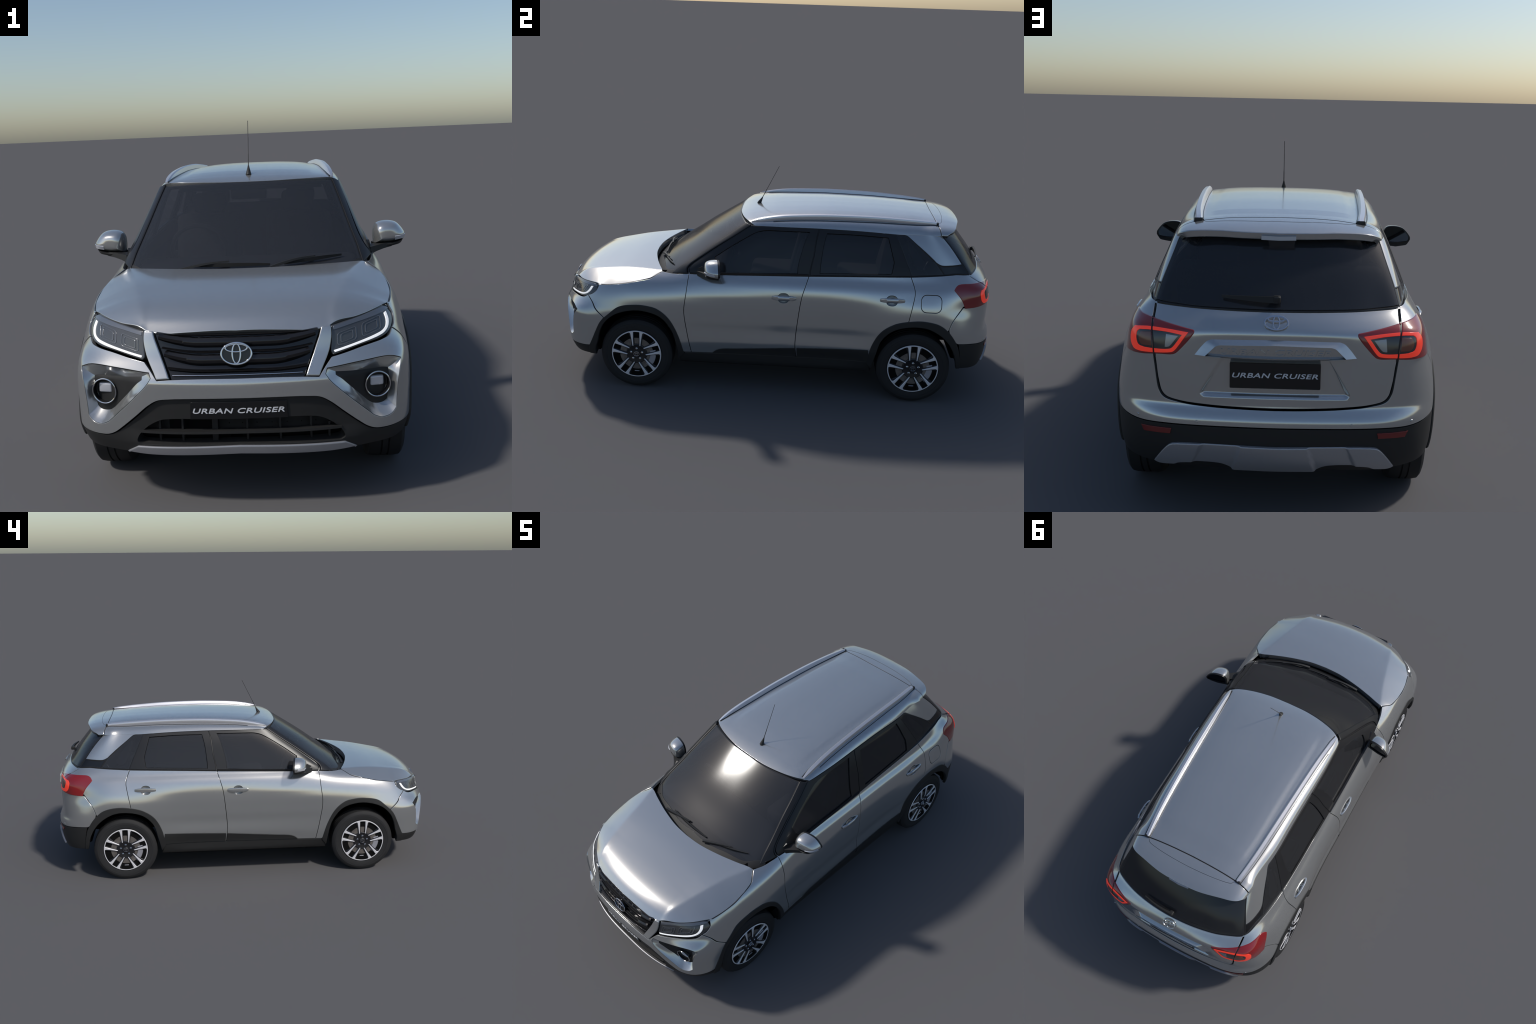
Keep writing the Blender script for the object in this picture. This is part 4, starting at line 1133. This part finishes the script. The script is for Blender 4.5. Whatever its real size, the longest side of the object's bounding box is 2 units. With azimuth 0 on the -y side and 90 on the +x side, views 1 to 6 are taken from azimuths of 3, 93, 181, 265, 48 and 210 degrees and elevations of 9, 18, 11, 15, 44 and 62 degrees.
# ---- wipers
def wiper(p_pivot, p_mid, blade, parent=None, off=.012):
    a = [on(GREEN, gf(*p), off)[0][0] for p in (p_pivot, p_mid)]
    mid = [a[0] * (1 - t) + a[1] * t + np.array([0, -.004, .006]) * math.sin(math.pi * t) for t in np.linspace(0, 1, 9)]
    arm = sweep("wiper", mid, [(-.005, -.003), (.005, -.003), (.004, .003), (-.004, .003)], BLACK, scale=np.linspace(1.3, .7, 9))
    xs = np.linspace(0, 1, 21)
    bl = [on(GREEN, gf(blade[0][0] * (1 - t) + blade[1][0] * t, blade[0][1] * (1 - t) + blade[1][1] * t), .007 + .004 * math.sin(math.pi * t))[0][0] for t in xs]
    sweep("wiper_blade", bl, [(-.002, -.006), (.002, -.006), (.003, .004), (-.003, .004)], BLACK, arm, scale=.5 + .6 * np.sin(np.pi * (.04 + .92 * xs)))
    return arm
wiper((-.20, .526), (-.045, .548), ((-.155, .541), (.075, .541)))
wiper((.075, .530), (.205, .552), ((.115, .541), (.285, .553)))
pv = on(GREEN, gr(.0, .604), .016)[0][0]; pe_ = on(GREEN, gr(.142, .6085), .012)[0][0]
rw = sweep("wiper", [pv * (1 - t) + pe_ * t + np.array([0, .006, 0]) * math.sin(math.pi * t) for t in np.linspace(-.02, 1, 15)], [(-.007, -.009), (.006, -.009), (.006, .007), (-.004, .009)], BLACK, scale=np.linspace(1.05, .35, 15))
box("wiper_pivot", pv + [0, -.004, -.001], (.020, .022, .018), BLACK, rw, bev=.004)

# ---- door mirrors
def dome(name, poly, y_back, depth, mat, power=2.4, tilt=0.0, shear=0.0, rings=14):
    P = np.asarray(poly); c = P.mean(0); n = len(P); V = []
    for k in range(rings):
        r = math.sin(math.pi / 2 * (1 - k / (rings - 1)) ** 1.0) if k < rings - 1 else 0.02
        q = c + (P - c) * r
        y = y_back - depth * (1 - r ** power) ** (1 / 1.9) + tilt * (q[:, 0] - c[0]) + shear * (q[:, 1] - c[1])
        V.append(np.stack([q[:, 0], y, q[:, 1]], 1))
    F = [(k * n + i, k * n + (i + 1) % n, (k + 1) * n + (i + 1) % n, (k + 1) * n + i) for k in range(rings - 1) for i in range(n)]
    F.append(tuple((rings - 1) * n + i for i in range(n)))
    return soften(make(name, np.vstack(V), F, mat), 60)
def mirror_parts():
    shell = outline([(.4045, .5690), (.4030, .600), (.4065, .620), (.416, .6325), (.432, .6375), (.458, .6375), (.480, .631), (.497, .615), (.5085, .5985)], [(.5085, .5985), (.5095, .588), (.505, .5785)], [(.505, .5775), (.46, .5695), (.4045, .5690)], step=.006)
    yb, dep, tilt, pw = -.244, .056, .20, 3.8
    shell = shell + [-.003, -.007]
    h = dome("door_mirror", shell, yb, dep, PAINT, tilt=tilt, power=pw, rings=18)
    c = shell.mean(0); n = len(shell)
    rim_i = c + (shell - c) * .87; r99 = c + (shell - c) * .985
    yo = yb + tilt * (shell[:, 0] - c[0])
    V = [np.stack([shell[:, 0], yo, shell[:, 1]], 1), np.stack([r99[:, 0], yo + .009, r99[:, 1]], 1), np.stack([rim_i[:, 0], yo + .009, rim_i[:, 1]], 1), np.stack([rim_i[:, 0], yo + .002, rim_i[:, 1]], 1)]
    rimo = soften(make("mirror_rim", np.vstack(V), [(k * n + i, k * n + (i + 1) % n, (k + 1) * n + (i + 1) % n, (k + 1) * n + i) for k in range(3) for i in range(n)], FRAME), 30)
    gl = make("mirror_glass", np.stack([rim_i[:, 0], yo + .004, rim_i[:, 1]], 1), [tuple(range(n))], MIRROR, smooth=False)
    foot = outline([(.396, .5655), (.46, .5650), (.502, .5720)], [(.502, .5720), (.493, .5580), (.474, .5525), (.452, .5480)], [(.452, .5480), (.396, .552)], [(.396, .552), (.396, .5655)], step=.006)
    ft = dome("mirror_foot", foot, yb + .004, .056, BLACK, tilt=tilt, power=3.0)
    fb = make("mirror_foot_back", np.stack([foot[:, 0], np.full(len(foot), yb + .004) + tilt * (foot[:, 0] - foot.mean(0)[0]), foot[:, 1]], 1), [tuple(range(len(foot)))], BLACK, smooth=False)
    arm = sweep("mirror_arm", [(.372, -.322, .550), (.392, -.308, .553), (.42, -.290, .557), (.450, -.272, .559)], [(-.022, -.010), (.022, -.010), (.020, .008), (-.020, .008)], BLACK, scale=[1.2, 1.0, .85, .7])
    base = sweep("mirror_base", [(.372, -.352, .5520), (.3795, -.318, .558), (.384, -.285, .5535)], [(-.010, -.014), (.010, -.014), (.004, .022), (-.006, .022)], FRAME, scale=[.5, 1, .6])
    # indicator strip let into the outer lower front, following the shell
    d = np.roll(shell, -1, 0)
    def radius(x, z):
        v = np.array([x, z]) - c; e = d - shell; w = shell - c
        den = v[0] * e[:, 1] - v[1] * e[:, 0]
        with np.errstate(all="ignore"):
            t = (w[:, 0] * e[:, 1] - w[:, 1] * e[:, 0]) / den; u = (w[:, 0] * v[1] - w[:, 1] * v[0]) / den
        ok = (t > 0) & (u >= -1e-6) & (u <= 1 + 1e-6)
        return 1.0 / t[ok].min()
    V, nn = [], 17
    for i in range(nn):
        t = i / (nn - 1); x = .468 + .0365 * t
        for z in (.5730 + .0050 * t, .5850 + .0030 * t):
            r = min(radius(x, z), 1.0)
            V.append((x, yb - dep * (1 - r ** pw) ** (1 / 1.9) + tilt * (x - c[0]) - .0010, z))
    ind = soften(make("mirror_indicator", V, [(2 * i, 2 * i + 1, 2 * i + 3, 2 * i + 2) for i in range(nn - 1)], SIGNAL), 40)
    md = ind.modifiers.new("depth", "SOLIDIFY"); md.thickness = .003; md.offset = 0
    return [h, rimo, gl, ft, fb, arm, base, ind]
parts = mirror_parts()
dg = bpy.context.evaluated_depsgraph_get()
ind = parts[-1]; ind.data = bpy.data.meshes.new_from_object(ind.evaluated_get(dg)); ind.modifiers.clear(); soften(ind, 40)
mm = mirrored(parts[0])
for k in parts[1:]:
    q = mirrored(k); q.parent = mm; k.parent = parts[0]

# ================================================================== lettering
def lettering(name, text, width, mat, parent, depth=.0012, shear=.22, embold=.012, height=None):
    cu = bpy.data.curves.new(name, "FONT"); cu.body = text; cu.shear = shear; cu.offset = embold; cu.extrude = .04
    cu.space_character = 1.06; cu.resolution_u = 4
    tmp = bpy.data.objects.new("tmp_text", cu); bpy.context.scene.collection.objects.link(tmp)
    bpy.context.view_layer.update()
    me = bpy.data.meshes.new_from_object(tmp.evaluated_get(bpy.context.evaluated_depsgraph_get()))
    bpy.data.objects.remove(tmp); bpy.data.curves.remove(cu)
    n = len(me.vertices); co = np.empty(n * 3); me.vertices.foreach_get("co", co); co = co.reshape(-1, 3)
    lo, hi = co.min(0), co.max(0); co = (co - (lo + hi) / 2)
    co[:, 0] *= width / (hi[0] - lo[0]); co[:, 1] *= height / (hi[1] - lo[1]); co[:, 2] *= depth / (hi[2] - lo[2])
    me.vertices.foreach_set("co", co.ravel()); me.update(); me.materials.clear(); me.materials.append(mat)
    for p in me.polygons: p.use_smooth = False
    ob = bpy.data.objects.new(name, me); bpy.context.scene.collection.objects.link(ob); ob.parent = parent
    return ob
def bend_onto(ob, S, place, flip):
    """wrap flat lettering onto the body"""
    me = ob.data; n = len(me.vertices); co = np.empty(n * 3); me.vertices.foreach_get("co", co); co = co.reshape(-1, 3)
    out = np.array([on(S, place(c[0] * flip, c[1]), c[2])[0][0] for c in co])
    me.vertices.foreach_set("co", out.ravel()); me.update()
WORDS = "URBAN CRUISER"
t1 = lettering("plate_lettering", WORDS, .222, WHITE, front_plate, height=.0130)
bend_onto(t1, BODY, lambda x, z: bf(x if abs(x) > 1e-5 else 1e-5, .2685 + z), 1)
for v in t1.data.vertices: v.co.y += .0048
t2 = lettering("plate_lettering", WORDS, .220, WHITE, rp, height=.0130)
t2.matrix_basis = Matrix.Translation((0, .9814, .4245)) @ Matrix.Rotation(math.pi, 4, "Z") @ Matrix.Rotation(math.pi / 2, 4, "X")
t3 = lettering("embossed_lettering", WORDS, .285, PAINT, tailgate, height=.0165, depth=.003)
def gar_place(x, z):
    return br(-x if abs(x) > 1e-5 else 1e-5, .4865 + z)
me = t3.data; n = len(me.vertices); co = np.empty(n * 3); me.vertices.foreach_get("co", co); co = co.reshape(-1, 3)
out = []
for c in co:
    q = gar_place(c[0], c[1]); o = .014 - float(np.interp(q[1], [.4665, .5075], [.010, 0])) + c[2] + .0005
    out.append(on(BODY, q, o)[0][0])
me.vertices.foreach_set("co", np.array(out).ravel()); me.update()

# ================================================================== WHEELS
WR = .1645
def build_wheel():
    tyre = revolve("tyre", [(.112, -.050), (.118, -.053), (.140, -.0535), (.154, -.050), (.1615, -.043), (.1640, -.030), (.1645, -.012), (.1605, -.011), (.1605, -.008), (.1645, -.007), (.1645, .007), (.1605, .008), (.1605, .011), (.1645, .012),
                             (.1640, .030), (.1615, .043), (.154, .050), (.146, .0525), (.1455, .0535), (.136, .0540), (.1355, .0530), (.124, .0525), (.116, .0505), (.112, .046)], RUBBER, n=96)
    barrel = revolve("barrel", [(.112, .0475), (.1135, .0510), (.111, .0530), (.1085, .0510), (.1080, .045), (.104, .0), (.104, -.045), (.112, -.05)], RIMBLK, n=72)
    lip = revolve("lip", [(.1080, .0548), (.1112, .0552), (.1130, .0530)], RIMSIL, n=96)
    back = revolve("wheel_backing", [(.1085, .0470), (.0, .0470)], DARK, n=48)
    pieces = [barrel, lip]
    def rot(poly, ang):
        c, s = math.cos(ang), math.sin(ang)
        return [(y * c - z * s, y * s + z * c) for y, z in poly]
    for k in range(5):
        base = math.radians(72 * k)
        for sd in (1, -1):
            face = [(sd * .0140, .0385), (sd * .0180, .0400), (sd * .0232, .075), (sd * .0272, .098), (sd * .0335, .1040), (sd * .0335, .1055), (sd * .0130, .1080), (sd * .0142, .1060), (sd * .0146, .075)]
            pieces.append(prism("spoke", rot(face, base), .0465, .0550, RIMSIL, bev=.0012))
            blk = [(sd * .008, .030), (sd * .0225, .038), (sd * .0275, .075), (sd * .040, .1015), (sd * .0110, .1065), (sd * .0110, .070)]
            pieces.append(prism("spoke", rot(blk, base), .0465, .0520, RIMBLK, bev=.003))
        nut_c = rot([(0, .0265)], base)[0]
    hub = revolve("hub", [(.0, .049), (.0155, .049), (.0175, .0485), (.030, .0505), (.044, .0525), (.047, .051), (.050, .040)], RIMBLK, n=60)
    pieces.append(hub)
    wheel = join_into("wheel", pieces)
    wheel_kids = [tyre]
    nut0 = prism("lug_nut", [(.0052 * math.cos(math.radians(60 * i)), .0052 * math.sin(math.radians(60 * i))) for i in range(6)], .047, .0555, CHROME, bev=.0015)
    cap = revolve("hub_cap", [(0, .0545), (.0120, .0540), (.0145, .0530), (.0150, .048)], RIMBLK, n=40)
    t = np.arange(40) * math.tau / 40; obs = []
    for rx, ry, cz, rr in ((.0125, .0105, 0, .0011), (.0035, .0100, 0, .0009), (.0090, .0040, .0055, .0009)):
        pts = np.stack([np.full(40, .0546), rx * np.cos(t), cz + ry * np.sin(t)], 1)
        obs.append(sweep("ring", pts, circle_profile(rr, 6), CHROME, up=(1, 0, 0), closed=True))
    bdg = join_into("hub_badge", obs)
    disc = revolve("brake_disc", [(.076, .0465), (.076, .0476), (.040, .0476), (.036, .0477), (.0, .0477)], DISC, n=60)
    cal = prism("brake_caliper", [(.062 * math.cos(a), .062 * math.sin(a)) for a in np.radians(np.linspace(-48, 14, 10))] + [(.088 * math.cos(a), .088 * math.sin(a)) for a in np.radians(np.linspace(14, -48, 10))], .0465, .0492, CALIPER, bev=.0015)
    weight = prism("wheel_weight", rounded(lambda y, z: (y, z), -.011, .011, -.0885, -.0845, .0015, n=2), .0465, .0485, CALIPER, bev=.0008)
    return wheel, [tyre, back, cap, bdg, disc, cal, weight], nut0
wheel0, kids0, nut0 = build_wheel()
def place(master, parent, M=None):
    o = master.copy(); bpy.context.scene.collection.objects.link(o); o.parent = parent
    if M is not None: o.matrix_basis = M
    return o
for y in (-.608, .636):
    for s in (1, -1):
        M = Matrix.Translation((s * .3765, y, WR)) @ (Matrix.Identity(4) if s > 0 else Matrix.Rotation(math.pi, 4, "Z"))
        w = place(wheel0, ROOT, M)
        for k in kids0: 
            q = place(k, w)
            if s < 0 and k.name.startswith("brake_caliper"): q.matrix_basis = Matrix.Scale(1, 4)
        for i in range(5):
            a = math.radians(72 * i)
            place(nut0, w, Matrix.Translation((0, -.0265 * math.sin(a), .0265 * math.cos(a))))
for o in [wheel0, nut0] + kids0:
    bpy.data.objects.remove(o)
for o in list(bpy.data.objects):     # tidy suffixes of the copies
    pass

# ================================================================== CAVITIES AND CABIN
def liner(I, y0):
    def fn():
        pts = catmull([(y, z) for y, z in I if z > .16], .012)
        c = np.array([y0, WR]); pts = c + (pts - c) * 1.015
        ring = [on(BODY, bs(*p), -.012)[0][0] for p in pts]
        n = len(ring); V = []
        for x, k in ((None, 1.0), (-.035, 1.12), (.06, 1.12)):
            V += [(r[0] + min(x or 0, 0) if x is None or x < 0 else x, y0 + (r[1] - y0) * k, min(WR + (r[2] - WR) * k, .425)) for r in ring]
        F = [(k * n + i, k * n + i + 1, (k + 1) * n + i + 1, (k + 1) * n + i) for k in range(2) for i in range(n - 1)]
        F.append(tuple(2 * n + i for i in range(n)))
        return [soften(make("wheel_arch_liner", V, F, DARK), 30)]
    return fn
both(liner(ARCH_F_IN, -.608)); both(liner(ARCH_R_IN, .636))
# inner structure shell behind the outer panels (closes the panel gaps)
iu = np.arange(0, len(BODY.a), 10); iz = np.arange(4, 186, 6)
keep_u = [i for i in iu if -1e-6 <= BODY.a[i] <= 2 * BODY.L + 1e-6]
V = (BODY.pos - BODY.nrm * np.where(np.abs(BODY.nrm[..., :1]) > .9, .020, .045))[np.ix_(keep_u, iz)]; nu, nz = V.shape[:2]; idx = np.arange(nu * nz).reshape(nu, nz); F = []
for i in range(nu - 1):
    for j in range(nz - 1):
        c = V[i:i + 2, j:j + 2].reshape(-1, 3).mean(0)
        if any(abs(c[1] - yw) < .225 and c[2] < .40 for yw in (-.60, .64)) and abs(c[0]) > .05: continue
        if c[2] > .525 and c[1] < -.40: continue
        if c[2] > .47 and c[1] < -.50: continue
        F.append((idx[i, j], idx[i + 1, j], idx[i + 1, j + 1], idx[i, j + 1]))
make("inner_structure", V.reshape(-1, 3), F, DARK)
box("underbody", (0, .014, .135), (.78, .86, .03), DARK, None, bev=.01)
box("underbody", (0, .88, .180), (.60, .12, .03), DARK, None, bev=.01).name = "underbody"
box("underbody", (0, -.87, .165), (.60, .10, .03), DARK, None, bev=.01)
box("underbody", (0, .014, .20), (.11, 1.7, .10), DARK, None, bev=.01)
for y in (-.608, .636):
    sweep("axle", [(-.34, y, WR), (.34, y, WR)], circle_profile(.02, 12), DARK, up=(0, 0, 1))
for y, z, h in ((-.805, .20, .13), (-.405, .19, .12), (.435, .19, .12), (.845, .23, .12)):
    box("wheel_well_baffle", (0, y, z), (.68, .02, h), DARK, None, bev=.003, segs=1)
# cabin
cab = box("cabin_floor", (0, .02, .28), (.74, .74, .06), CABIN, None, bev=.01)
box("dashboard", (0, -.36, .485), (.70, .24, .10), CABIN, None, bev=.03)
box("engine_bulkhead", (0, -.47, .40), (.72, .04, .24), DARK, None, bev=.01)
def seat(x, y, w):
    b = box("seat", (x, y, .385), (w, .24, .09), SEAT, None, bev=.025)
    box("seat_backrest", (x, y + .135, .515), (w, .07, .25), SEAT, b, bev=.025, rot=Matrix.Rotation(math.radians(-14), 3, "X")).location = (0, 0, 0)
    return b
for x in (-.165, .165):
    b = seat(x, -.02, .24)
    box("headrest", (x, .155, .675), (.12, .045, .075), SEAT, b, bev=.018)
b = seat(0, .42, .62)
for x in (-.18, .18): box("headrest", (x, .59, .665), (.12, .045, .06), SEAT, b, bev=.018)
a = np.arange(40) * math.tau / 40
sweep("steering_wheel", np.stack([-.165 + .088 * np.cos(a), -.235 - .030 * np.sin(a), .555 + .082 * np.sin(a)], 1), circle_profile(.008, 8), CABIN, up=(0, 1, .35), closed=True)
box("cabin_mirror", (0, -.13, .725), (.12, .02, .035), FRAME, None, bev=.006)
# headlining just under the roof
hl = np.array([(-.25, -.08), (.25, -.08), (.245, .30), (.22, .66), (-.22, .66), (-.245, .30)])
V = [(x, y, float(roof_mid_z(np.array([y]))[0]) - .055) for x, y in hl]
make("headlining", V, [tuple(range(6))], LINING, smooth=False)
